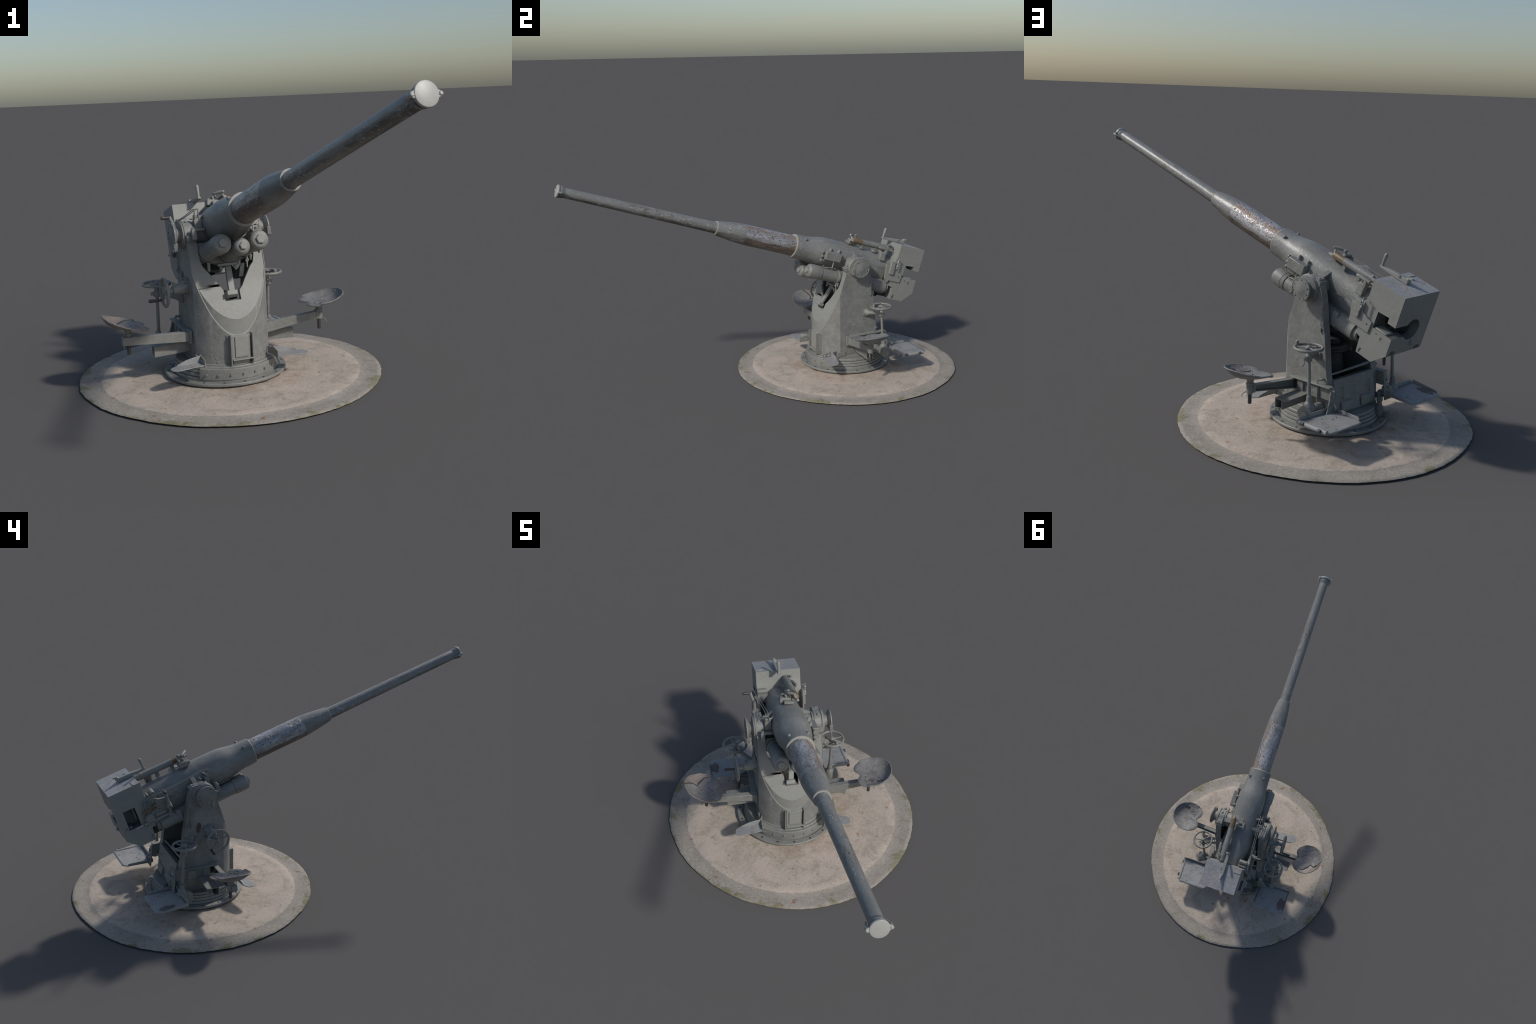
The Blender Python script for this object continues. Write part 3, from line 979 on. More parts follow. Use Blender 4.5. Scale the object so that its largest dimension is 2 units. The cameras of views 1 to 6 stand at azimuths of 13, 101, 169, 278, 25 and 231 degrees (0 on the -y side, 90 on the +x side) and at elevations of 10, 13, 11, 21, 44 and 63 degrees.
def breech():
    """heavy slotted breech block with an open loading trough"""
    p = Part([M_PLATE, M_BOX_TOP, M_INNER])
    prof = [(-0.271, 0.178), (-0.433, 0.178), (-0.433, -0.083), (-0.374, -0.143), (-0.292, -0.144), (-0.288, -0.075), (-0.268, -0.070), (-0.262, -0.03), (-0.262, 0.088), (-0.270, 0.102)]
    p.slab([g(BX0, a, n) for a, n in prof], (BX1 - BX0, 0, 0))
    ob = p.make('breech_block', root, GUN)
    slot = Part(M_INNER)      # wedge slot right through
    slot.slab([g(-0.15, -0.335, 0.068), g(-0.15, -0.397, 0.070), g(-0.15, -0.397, -0.037), g(-0.15, -0.333, -0.037)], (0.23, 0, 0))
    slot2 = Part(M_INNER)
    slot2.slab([g(0.06, -0.335, 0.066), g(0.06, -0.392, 0.070), g(0.06, -0.392, -0.0055), g(0.06, -0.333, -0.0055)], (0.1, 0, 0))
    bore = Part(M_INNER)
    bore.lathe(g(0.0, -0.46, 0.020), (0, -1, 0), [(0, 0.0465), (0.16, 0.0465)], 48)
    chan = Part(M_INNER)      # loading trough out to the right
    chan.slab([g(0.01, -0.46, 0.060), g(0.020, -0.46, 0.052), g(0.036, -0.46, 0.046), g(0.15, -0.46, 0.0465), g(0.15, -0.46, -0.0058), g(0.036, -0.46, -0.0062), g(0.022, -0.46, -0.020), g(0.01, -0.46, -0.018)], (0, -0.10, 0))
    chute = []
    for x in (0.078, -0.078):
        c = Part(M_INNER)
        c.lathe(g(x, -0.46, -0.086), (0, -1, 0), [(0, 0.0215), (0.05, 0.0215), (0.11, 0.021)], 28)
        chute.append(c)
    carve(ob, [slot, slot2, bore, chan] + chute)
    for pl in ob.data.polygons:
        c, nrm = pl.center, pl.normal
        pl.material_index = 1 if nrm.z > 0.9 and c.z > 0.17 else 0
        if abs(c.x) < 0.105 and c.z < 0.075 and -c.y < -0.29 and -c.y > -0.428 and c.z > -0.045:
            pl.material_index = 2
    while len(ob.data.materials) > 3:
        ob.data.materials.pop()
    bevel_mod(ob, 0.0025)
    # back of the bore
    bk = Part(M_DARK)
    bk.lathe(g(0, -0.318, 0.020), (0, 1, 0), [(-0.03, 0.047), (0.004, 0.047), (0.004, 0.036), (-0.012, 0.034), (-0.012, 0.001)], 32)
    bk.make('chamber_face', ob, GUN)
    wl = Part(M_INNER)
    wl.box(g(-0.052, -0.365, 0.016), (0.006, 0.063, 0.108))
    wl.box(g(-0.085, -0.385, -0.028), (0.03, 0.018, 0.014))
    wl.box(g(-0.085, -0.345, 0.030), (0.02, 0.01, 0.06))
    wl.make('wedge_guide', ob, GUN, bevel=0.001)
    # right-hand bracket plate with its small switch box
    r = Part(M_PLATE)
    r.slab([g(0.1125, -0.204, 0.049), g(0.1125, -0.268, 0.049), g(0.1125, -0.270, 0.03), g(0.1125, -0.326, 0.012), g(0.1125, -0.322, -0.039), g(0.1125, -0.217, -0.039)], (0.009, 0, 0))
    br = r.make('breech_bracket', ob, GUN, bevel=0.0015)
    r = Part(M_PLATE)
    r.box(g(0.124, -0.245, 0.036), (0.016, 0.028, 0.075), Matrix.Rotation(0.06, 3, 'X'))
    r.make('switch_box', br, GUN, bevel=0.002)
    bolt(g(0.1215, -0.305, -0.006), (1, 0, 0), 0.0035, 0.0015, br, GUN, M_DARK, 'round', 'screw')
    sw = Part([M_PLATE, M_BARE])
    ch = [g(0.122, -0.270, 0.090), g(0.136, -0.268, 0.092), g(0.138, -0.266, 0.080), g(0.135, -0.268, 0.066), g(0.139, -0.266, 0.054), g(0.137, -0.265, 0.040)]
    sw.sweep(ch, 0.0022, 8)
    for i, c in enumerate(ch[1:]):
        sw.use(i % 2).lathe(c - V((0, 0, 0.005)), (0.3 * (-1) ** i, 0, 1), [(0, 0.002), (0.003, 0.0042), (0.007, 0.0042), (0.01, 0.002)], 10)
    sw.make('lanyard_chain', br, GUN)
    # rear stop strip and holes on the lower cheek
    d = Part(M_DARK)
    for a, n, rr in ((-0.318 - 0.04, -0.022, 0.003), (-0.345 - 0.04, -0.028, 0.0045), (-0.383, -0.036, 0.0025)):
        d.lathe(g(0.1148, a, n), (1, 0, 0), [(0, rr), (0.0006, rr)], 12)
    d.box(g(0.1150, -0.306, -0.127), (0.001, 0.007, 0.022), Matrix.Rotation(-0.3, 3, 'X'))
    d.make('drill_hole', ob, GUN)
    # lip of the lower jaw
    j = Part(M_PLATE)
    j.box(g(0.090, -0.372, -0.004), (0.044, 0.060, 0.009))
    j.make('jaw_lip', ob, GUN, bevel=0.003)
    # hook and stain on the rear face
    hk = Part(M_PLATE)
    hk.sweep([g(-0.022, -0.433, -0.028), g(-0.022, -0.440, -0.032), g(-0.022, -0.441, -0.045), g(-0.030, -0.438, -0.049)], 0.003, 8)
    hk.make('rear_hook', ob, GUN)
    st = Part(M_PLATE)
    st.rod(g(-0.020, -0.432, -0.046), g(-0.020, -0.448, -0.048), 0.004, None, 10)
    st.rod(g(-0.09, -0.431, 0.045), g(-0.09, -0.435, 0.045), 0.012, 0.011, 24)
    st.make('rear_boss', ob, GUN)
    return ob


BREECH = breech()


def breech_lever():
    """cranked lever lying along the top of the breech"""
    p = Part(M_PLATE)
    p.rings([[g(x, a, n) for x, n in ((-0.011 * w, b), (0.011 * w, b), (0.011 * w, t), (-0.011 * w, t))]
             for a, b, t, w in ((-0.352, 0.178, 0.200, 1.0), (-0.335, 0.179, 0.199, 1.1), (-0.27, 0.179, 0.196, 0.9), (-0.208, 0.180, 0.190, 0.75), (-0.200, 0.181, 0.190, 0.7))])
    ob = p.make('breech_lever', root, GUN, bevel=0.002)
    h = Part(M_PLATE)
    pts, rad = [], []
    for t, r in ((0, 0.0065), (0.2, 0.006), (0.5, 0.007), (0.85, 0.0085), (0.95, 0.007), (1.0, 0.004)):
        pts.append(g(-0.001, -0.206, 0.184) + V((0, 0.004 * t, 0.062 * t)))
        rad.append(r)
    h.sweep(pts, rad, 14)
    h.make('lever_grip', ob, GUN)
    c = Part([M_PLATE, M_RIM])
    c.lathe(g(0.0, -0.347, 0.192), (0, 0, 1), [(0, 0.011), (0.010, 0.010), (0.013, 0.007)], 18)
    c.use(1).slab([g(-0.006, -0.345, 0.200), g(0.006, -0.345, 0.200), g(0.005, -0.365, 0.204), g(-0.005, -0.365, 0.204)], (0, 0, 0.008))
    c.use(0).sweep([g(-0.004, -0.360, 0.204), g(-0.018, -0.385, 0.207), g(-0.031, -0.407, 0.206)], 0.0011, 6)
    c.box(g(0.0125, -0.305, 0.196), (0.006, 0.014, 0.008))
    c.make('lever_pivot', ob, GUN, bevel=0.001)
    t = Part(M_RIM)
    t.box(g(-0.085, -0.300, 0.1790), (0.04, 0.010, 0.003))
    t.make('top_tab', ob, GUN, bevel=0.001)


breech_lever()


def air_bottle():
    """slim tube on top right of the sleeve, brass-ended, with its clamp and valves"""
    x, n = 0.041, 0.134
    p = Part([M_PAINT, M_BRASS, M_DARK])
    p.lathe(g(x - 0.003, -0.262, n + 0.003), g(0.003, 0.21, -0.003), [(0, 0.0125), (0.004, 0.0165), (0.030, 0.0170), (0.031, 0.0178), (0.040, 0.0178), (0.041, 0.0170), (0.2095, 0.0170)], 32)
    p.use(1).lathe(g(x, -0.0525, n), g(0.004, 0.065, 0.003), [(0, 0.0168), (0.003, 0.0162), (0.055, 0.0160), (0.062, 0.013), (0.064, 0.008)], 32)
    ob = p.make('air_tube', SLEEVE, GUN)
    v = Part([M_RIM, M_PAINT])
    v.sweep([g(x + 0.004, 0.010, n - 0.004), g(x + 0.008, 0.034, n - 0.004)], [0.0085, 0.006], 12)
    v.sweep([g(x, 0.012, n + 0.004), g(x - 0.008, 0.018, n + 0.018), g(x - 0.014, 0.020, n + 0.026)], 0.0045, 10)
    v.sweep([g(x - 0.004, 0.030, n + 0.026), g(x - 0.022, 0.012, n + 0.026), g(x - 0.034, -0.002, n + 0.024)], [0.005, 0.0075, 0.005], 12)
    v.make('valve_handle', ob, GUN)
    b = Part(M_PAINT)
    b.box(g(-0.006, -0.018, 0.122), (0.052, 0.040, 0.026), Matrix.Rotation(0.15, 3, 'Y'))
    b.box(g(0.008, 0.012, 0.116), (0.046, 0.022, 0.014), Matrix.Rotation(0.1, 3, 'Y'))
    b.lathe(g(0.012, -0.020, 0.128), (0, 0, 1), [(0, 0.009), (0.014, 0.009), (0.016, 0.006), (0.030, 0.004), (0.032, 0.0085), (0.038, 0.0085), (0.041, 0.005)], 16)
    b.lathe(g(0.000, -0.006, 0.128), (-0.2, 0.1, 1), [(0, 0.007), (0.014, 0.006), (0.018, 0.008), (0.022, 0.006)], 12)
    b.rod(g(-0.020, -0.030, 0.142), g(0.020, -0.026, 0.146), 0.006)
    b.make('valve_block', ob, GUN, bevel=0.0025)
    f = Part(M_PAINT)
    f.box(g(x, -0.145, 0.108), (0.014, 0.02, 0.03))
    f.box(g(x - 0.001, -0.060, 0.112), (0.016, 0.018, 0.03))
    f.slab([g(0.040, -0.175, 0.120), g(0.075, -0.175, 0.110), g(0.082, -0.175, 0.060), g(0.060, -0.175, 0.070)], (0, 0.034, 0))
    f.make('tube_foot', ob, GUN, bevel=0.002)
    s = Part([M_PAINT, M_RIM])
    s.lathe(g(0.066, -0.222, 0.128), g(0.010, 0.075, 0.004), [(0, 0.009), (0.055, 0.009), (0.062, 0.0075), (0.070, 0.004)], 18)
    s.use(1).rod(g(0.064, -0.255, 0.127), g(0.066, -0.222, 0.128), 0.004, None, 10)
    s.use(0).box(g(0.068, -0.205, 0.112), (0.022, 0.014, 0.03))
    s.make('spring_tube', ob, GUN, bevel=0.001)
    w = Part(M_PAINT)
    for i in range(4):
        a = -0.225 - 0.012 * i
        w.lathe(g(0.060 - 0.006 * i, a, 0.156 - 0.004 * i), (1, 0, 0.3), [(-0.004, 0.006), (0.006, 0.006), (0.008, 0.003)], 12)
    w.make('end_fitting', ob, GUN)


air_bottle()


def sight_linkage():
    """thin twin rods running back along the left of the sleeve to the firing gear"""
    p = Part(M_PAINT)
    f = g(-0.100, 0.052, 0.086)
    for dx in (-0.005, 0.005):
        p.sweep([g(-0.107 + dx * 1.2, 0.075, 0.088), g(-0.106 + dx * 1.2, 0.035, 0.092), g(-0.112 + dx, -0.06, 0.087), g(-0.118 + dx * 0.8, -0.15, 0.086), g(-0.124, -0.205, 0.088), g(-0.126, -0.240, 0.094), g(-0.128, -0.268, 0.092)], 0.0018, 7)
    p.sweep([g(-0.128, -0.255, 0.094), g(-0.129, -0.283, 0.085), g(-0.130, -0.291, 0.066), g(-0.130, -0.285, 0.048)], 0.0026, 8)
    ob = p.make('linkage_rod', SLEEVE, GUN)
    b = Part([M_PAINT, M_BRASS])
    for dx in (-0.008, 0.008):
        b.sweep([g(-0.107 + dx, 0.075, 0.088), g(-0.106 + dx, 0.064, 0.062), g(-0.105 + dx, 0.055, 0.035), g(-0.104 + dx, 0.05, 0.01)], [0.003, 0.0042, 0.0042, 0.0035], 8, flat=0.6)
    b.rod(g(-0.118, 0.060, 0.060), g(-0.078, 0.052, 0.058), 0.007, 0.005, 14)
    b.lathe(g(-0.084, 0.050, 0.058), g(0.05, 0.0, 0.006), [(0, 0.008), (0.008, 0.009), (0.018, 0.005), (0.022, 0.002)], 14)
    b.rod(g(-0.122, 0.020, 0.058), g(-0.095, 0.020, 0.058), 0.004, None, 10)
    b.box(g(-0.102, 0.052, 0.030), (0.03, 0.02, 0.05))
    b.make('linkage_bracket', ob, GUN, bevel=0.002)
    lug = Part(M_PAINT)
    lug.box(g(-0.133, 0.083, -0.018), (0.020, 0.022, 0.044))
    lug.box(g(-0.110, 0.083, 0.000), (0.05, 0.018, 0.012))
    lug.rod(g(-0.133, 0.083, 0.0), g(-0.133, 0.083, 0.012), 0.007)
    lug.make('linkage_lug', ob, GUN, bevel=0.003)


sight_linkage()


def firing_gear():
    """mechanism plate on the left of the breech with its crank, dial and push rods"""
    x = -0.116
    p = Part(M_PAINT)
    p.slab([g(x - 0.004, a, n) for a, n in ((-0.275, 0.082), (-0.238, 0.078), (-0.215, 0.060), (-0.176, 0.052), (-0.166, 0.0), (-0.172, -0.040), (-0.262, -0.056), (-0.288, -0.030), (-0.288, 0.06))], (0.014, 0, 0))
    p.box(g(-0.086, -0.245, 0.060), (0.05, 0.05, 0.05))
    pl = p.make('firing_gear_plate', root, GUN, bevel=0.0015)
    q = Part(M_PAINT)
    q.rod(g(-0.065, -0.228, 0.092), g(-0.112, -0.228, 0.092), 0.014, 0.013, 18)
    q.box(g(-0.088, -0.250, 0.080), (0.044, 0.012, 0.034))
    q.sweep([g(-0.110, -0.268, 0.088), g(-0.085, -0.272, 0.096), g(-0.055, -0.270, 0.098)], 0.002, 6)
    q.make('gear_housing', pl, GUN, bevel=0.002)
    d = Part([M_INNER, M_BRASS, M_PAINT])
    d.lathe(g(-0.124, -0.272, 0.058), (-1, 0, 0), [(-0.012, 0.019), (0.004, 0.019), (0.006, 0.016), (0.006, 0.008), (0.010, 0.007), (0.010, 0.003), (0.013, 0.0025)], 28)
    d.use(1).slab([g(-0.125, a, n) for a, n in ((-0.232, 0.050), (-0.232, 0.034), (-0.315, 0.018), (-0.315, 0.030))], (-0.005, 0, 0))
    d.use(1).slab([g(-0.128, a, n) for a, n in ((-0.236, 0.032), (-0.238, 0.022), (-0.270, 0.016), (-0.270, 0.024))], (-0.006, 0, 0))
    d.make('range_dial', pl, GUN, bevel=0.001)
    b = Part(M_PAINT)
    for a, n, r in ((-0.234, 0.024, 0.009), (-0.222, 0.006, 0.006), (-0.245, -0.010, 0.010), (-0.205, 0.030, 0.005), (-0.272, 0.004, 0.006), (-0.300, 0.000, 0.007)):
        b.lathe(g(-0.119, a, n), (-1, 0, 0), [(0, r), (0.006, r), (0.008, r * 0.7)], 16)
    b.rod(g(-0.122, -0.222, 0.070), g(-0.122, -0.236, 0.030), 0.006, 0.007, 12)
    b.box(g(-0.122, -0.225, -0.016), (0.004, 0.060, 0.016))
    b.slab([g(-0.118, a, n) for a, n in ((-0.290, 0.012), (-0.270, 0.010), (-0.262, -0.030), (-0.300, -0.036), (-0.312, -0.010))], (-0.016, 0, 0))
    b.make('gear_boss', pl, GUN, bevel=0.001)
    c = Part([M_PAINT, M_BARE])
    c.rod(g(-0.126, -0.185, -0.034), g(-0.126, -0.276, -0.034), 0.0078, None, 16)
    c.use(1).rod(g(-0.126, -0.276, -0.034), g(-0.126, -0.318, -0.033), 0.004, None, 12)
    c.use(1).rod(g(-0.128, -0.330, -0.031), g(-0.128, -0.368, -0.031), 0.0035, None, 12)
    c.use(0).box(g(-0.122, -0.300, -0.030), (0.018, 0.012, 0.044), Matrix.Rotation(0.2, 3, 'X'))
    c.use(0).rod(g(-0.112, -0.186, -0.036), g(-0.136, -0.186, -0.036), 0.009, None, 14)
    c.make('push_rod', pl, GUN, bevel=0.001)
    k = Part([M_PAINT, M_GRIP])
    k.lathe(g(-0.110, -0.177, 0.006), (-1, 0, 0), [(0, 0.020), (0.018, 0.019), (0.022, 0.015), (0.036, 0.014), (0.040, 0.010), (0.040, 0.006), (0.034, 0.006)], 24)
    k.sweep([g(-0.136, -0.177, 0.010), g(-0.134, -0.175, 0.040), g(-0.136, -0.174, 0.062), g(-0.143, -0.177, 0.080), g(-0.149, -0.181, 0.100), g(-0.150, -0.182, 0.110)], [0.012, 0.009, 0.008, 0.0075, 0.007, 0.006], 12)
    k.sweep([g(-0.134, -0.178, 0.0), g(-0.134, -0.182, -0.034)], [0.009, 0.006], 10)
    k.use(1).lathe(g(-0.148, -0.182, 0.106), (-1, -0.0, 0.02), [(0, 0.0045), (0.004, 0.0068), (0.038, 0.0075), (0.042, 0.005)], 16)
    k.make('firing_crank', pl, GUN)
    e = Part(M_PAINT)
    e.sweep([g(-0.108, -0.404, -0.020), g(-0.118, -0.406, -0.022), g(-0.120, -0.404, -0.030)], 0.004, 8)
    e.rod(g(-0.108, -0.300, -0.118), g(-0.118, -0.300, -0.118), 0.006, None, 12)
    e.rod(g(-0.108, -0.300, -0.136), g(-0.116, -0.300, -0.136), 0.004, None, 12)
    e.make('breech_stud', pl, GUN)


firing_gear()

# ================================================================== handwheels
def handwheel(c, axis, R, r, spokes, parent, turn=0.0, grip=None, grip_mat=None):
    u, w, d = basis(axis)
    c = V(c)
    p = Part(M_PAINT)
    p.ring(c, axis, R - r, r, 64, 14)
    ob = p.make('handwheel', parent, MOUNT)
    h = Part(M_PAINT)
    h.lathe(c - d * 0.012, axis, [(0, 0.010), (0.006, 0.0125), (0.016, 0.012), (0.020, 0.009), (0.022, 0.004)], 22)
    h.make('hub', ob, MOUNT)
    for i in range(spokes):
        a = turn + 2 * math.pi * i / spokes
        e = u * math.cos(a) + w * math.sin(a)
        s = Part(M_PAINT)
        s.sweep([c + e * 0.008, c + e * (R * 0.5) - d * 0.002, c + e * (R - r)], [0.0055, 0.0042, 0.0046], 10, flat=0.8)
        s.make('spoke', ob, MOUNT)
    if grip:
        k = Part(grip_mat or M_PAINT)
        e, out = V(grip[0]), V(grip[1])
        L = out.length
        k.lathe(e, out, [(-0.006, 0.004), (0.0, 0.006), (L * 0.1, 0.0055), (L * 0.5, 0.0065), (L * 0.9, 0.0075), (L, 0.005)], 16)
        k.make('grip', ob, MOUNT)
    return ob


def training_column(s, c, base_z, gear):
    """upright shaft from the gear case to a horizontal handwheel, steadied from the cheek"""
    cx, cy, cz = c
    p = Part(M_PAINT)
    p.rod((cx, cy + 0.015, base_z), (cx, cy + 0.004, cz - 0.035), 0.0072, None, 16)
    p.lathe((cx, cy + 0.003, cz - 0.058), (0, 0, 1), [(0, 0.009), (0.004, 0.0145), (0.026, 0.0155), (0.032, 0.011), (0.046, 0.009), (0.05, 0.012)], 20)
    p.rod((cx + s * 0.012, cy + 0.003, cz - 0.042), (cx + s * 0.024, cy + 0.010, cz - 0.042), 0.0075, None, 12)
    ob = p.make('training_column', root, MOUNT)
    a = Part(M_PAINT)
    a.sweep([(s * (PX - 0.004), 0.062, 0.340), (s * (PX + 0.004), 0.063, 0.341), (s * (PX + 0.02), 0.070, 0.343), (cx - s * 0.03, cy - 0.012, cz - 0.045), (cx - s * 0.005, cy + 0.002, cz - 0.044)], [0.026, 0.022, 0.0135, 0.010, 0.010], 18)
    a.box((s * (PX + 0.003), 0.062, 0.340), (0.008, 0.055, 0.03))
    arm = a.make('steady_arm', ob, MOUNT, bevel=0.002)
    for dy in (-0.021, 0.021):
        bolt((s * (PX + 0.006), 0.062 + dy, 0.340), (s, 0, 0), 0.005, 0.006, arm, MOUNT)
    gx, gy, gz = gear
    k = Part([M_PAINT, M_PLATE])
    k.lathe((cx + s * 0.002, cy + 0.017, gz - 0.012), (0, 0, 1), [(0, 0.018), (0.006, 0.027), (0.030, 0.028), (0.048, 0.020), (0.058, 0.0125), (0.078, 0.0120), (0.082, 0.010)], 28)
    ax = V((s * 0.93, 0.30, -0.1)).normalized()
    k.lathe(V((gx, gy, gz)) - ax * 0.034, ax, [(0, 0.022), (0.010, 0.030), (0.030, 0.0325), (0.034, 0.0325), (0.0355, 0.030)], 36)
    k.use(1).lathe(V((gx, gy, gz)) + ax * 0.001, ax, [(0, 0.012), (0.004, 0.012), (0.005, 0.009)], 24)
    k.use(0).rod((cx, cy + 0.017, gz + 0.004), (s * 0.15, cy + 0.006, gz + 0.004), 0.013, None, 18)
    k.use(0).rod((s * 0.205, cy + 0.008, gz + 0.004), (s * 0.175, cy + 0.008, gz + 0.004), 0.018, None, 18)
    case = k.make('gear_case', ob, MOUNT)
    for i in range(3):
        bolt((cx + 0.020 * math.cos(i * 2 + 0.6), cy + 0.017 + 0.020 * math.sin(i * 2 + 0.6), gz + 0.024), (0, 0, 1), 0.0042, 0.006, case, MOUNT)
    return ob


COL_R = training_column(1, (0.249, 0.101, 0.395), 0.19, (0.283, 0.127, 0.128))
COL_L = training_column(-1, (-0.244, 0.137, 0.392), 0.185, (-0.262, 0.135, 0.113))
handwheel((0.249, 0.101, 0.395), (0, 0, 1), 0.0635, 0.0062, 5, COL_R, 0.5, ((0.262, 0.049, 0.392), (0.0, 0.0, 0.024)))
handwheel((-0.244, 0.137, 0.392), (0, 0, 1), 0.0635, 0.0062, 5, COL_L, 0.9, ((-0.222, 0.090, 0.394), (0.0, 0.0, 0.026)))
rag = Part(M_GRIP)
rag.sweep([(0.268, 0.060, 0.402), (0.255, 0.062, 0.404), (0.240, 0.078, 0.401), (0.226, 0.100, 0.401), (0.218, 0.118, 0.402)], [0.004, 0.006, 0.006, 0.004, 0.003], 8, flat=0.5)
rag.make('wheel_latch', COL_R, MOUNT)


def elevating_wheel():
    """vertical wheel on a conical bracket on the left cheek"""
    p = Part(M_PAINT)
    c = V((-PX, -0.030, 0.402))
    e = V((-0.244, -0.036, 0.390))
    ax = e - c
    p.lathe(c - ax * 0.02, ax, [(0, 0.040), (0.008, 0.040), (0.009, 0.029), (0.016, 0.027), (0.062, 0.0185), (0.066, 0.0185), (0.067, 0.0115), (0.096, 0.0105)], 36)
    p.rod((-0.215, -0.034, 0.41), (-0.215, -0.034, 0.426), 0.0065, None, 12)
    # cover web sloping down behind the flange
    p.slab([(-PX - 0.001, 0.006, 0.425), (-PX - 0.001, 0.052, 0.372), (-PX - 0.001, 0.052, 0.352), (-PX - 0.001, 0.01, 0.36), (-PX - 0.001, -0.03, 0.37)], (-0.006, 0, 0))
    ob = p.make('elevating_bracket', root, MOUNT, bevel=0.001)
    for i in range(6):
        a = 2 * math.pi * i / 6 + 0.2
        bolt(c + V((-0.0085, 0.034 * math.cos(a), 0.034 * math.sin(a))), (-1, 0, 0), 0.0055, 0.008, ob, MOUNT)
    handwheel((-0.256, -0.036, 0.390), (-1, -0.02, 0), 0.0635, 0.0062, 5, ob, 1.57, ((-0.262, 0.003, 0.350), (-0.052, 0.003, 0.001)), M_GRIP)


elevating_wheel()

# ================================================================== platform brackets, seats, treads
def side_bar(s):
    """angle bar bolted along the foot of each cheek"""
    p = Part(M_PAINT)
    y0, y1 = -0.052, 0.168
    p.slab([(s * PX, y0, 0.166), (s * PX, y1, 0.166), (s * PX, y1, 0.226), (s * PX, y0, 0.220)], (s * 0.014, 0, 0))
    p.slab([(s * PX, y0, 0.216), (s * PX, y1, 0.222), (s * PX, y1, 0.228), (s * PX, y0, 0.222)], (s * 0.030, 0, 0))
    bar = p.make('side_bar', root, MOUNT, bevel=0.0015)
    for y in (-0.005, 0.062, 0.092):
        for z in (0.180, 0.204):
            bolt((s * (PX + 0.013), y, z), (s, 0, 0), 0.0062, 0.008, bar, MOUNT)
    k = Part(M_PAINT)
    k.box((s * (PX + 0.016), -0.004, 0.190), (0.012, 0.034, 0.05))
    k.box((s * (PX + 0.016), 0.077, 0.188), (0.008, 0.05, 0.048))
    k.make('clamp_plate', bar, MOUNT, bevel=0.0015)
    l = Part(M_PAINT)
    l.sweep([(s * (PX + 0.002), 0.112, 0.245), (s * (PX + 0.018), 0.112, 0.247), (s * (PX + 0.020), 0.104, 0.246)], 0.005, 10)
    l.rod((s * (PX + 0.022), 0.096, 0.246), (s * (PX + 0.022), 0.096, 0.140), 0.002, None, 8)
    l.make('catch_rod', bar, MOUNT)
    # lower stub channel, open at the outer end
    q = Part(M_PAINT)
    xi, xo = s * (PX - 0.004), s * 0.310
    for part in (((-0.020, -0.016), (0.124, 0.166)), ((-0.020, 0.046), (0.163, 0.167)), ((-0.020, 0.004), (0.122, 0.126)), ((0.018, 0.022), (0.124, 0.166))):
        (ya, yb), (za, zb) = part
        zo = -0.003
        q.rings([[V((x, ya, za + dz)), V((x, yb, za + dz)), V((x, yb, zb + dz)), V((x, ya, zb + dz))] for x, dz in ((xi, 0.004), (xo, zo))])
    q.make('stub_channel', bar, MOUNT, bevel=0.001)
    # hanger for the tread
    h = Part(M_PAINT)
    h.slab([(s * 0.158, 0.165, 0.226), (s * 0.176, 0.165, 0.226), (s * 0.190, 0.170, 0.170), (s * 0.222, 0.186, 0.130), (s * 0.212, 0.188, 0.108), (s * 0.156, 0.182, 0.102)], (0, 0.006, 0))
    hang = h.make('tread_hanger', bar, MOUNT, bevel=0.0015)
    bolt((s * 0.170, 0.171, 0.213), (0, 1, 0), 0.005, 0.010, hang, MOUNT, M_BARE)
    bolt((s * 0.172, 0.175, 0.192), (0, 1, 0), 0.005, 0.008, hang, MOUNT)
    e = Part(M_PAINT)
    e.ring((s * 0.176, 0.184, 0.148), (s * 1, 0.2, 0), 0.014, 0.0035, 26, 8)
    e.make('hanger_eye', hang, MOUNT)
    return bar


BAR_R, BAR_L = side_bar(1), side_bar(-1)


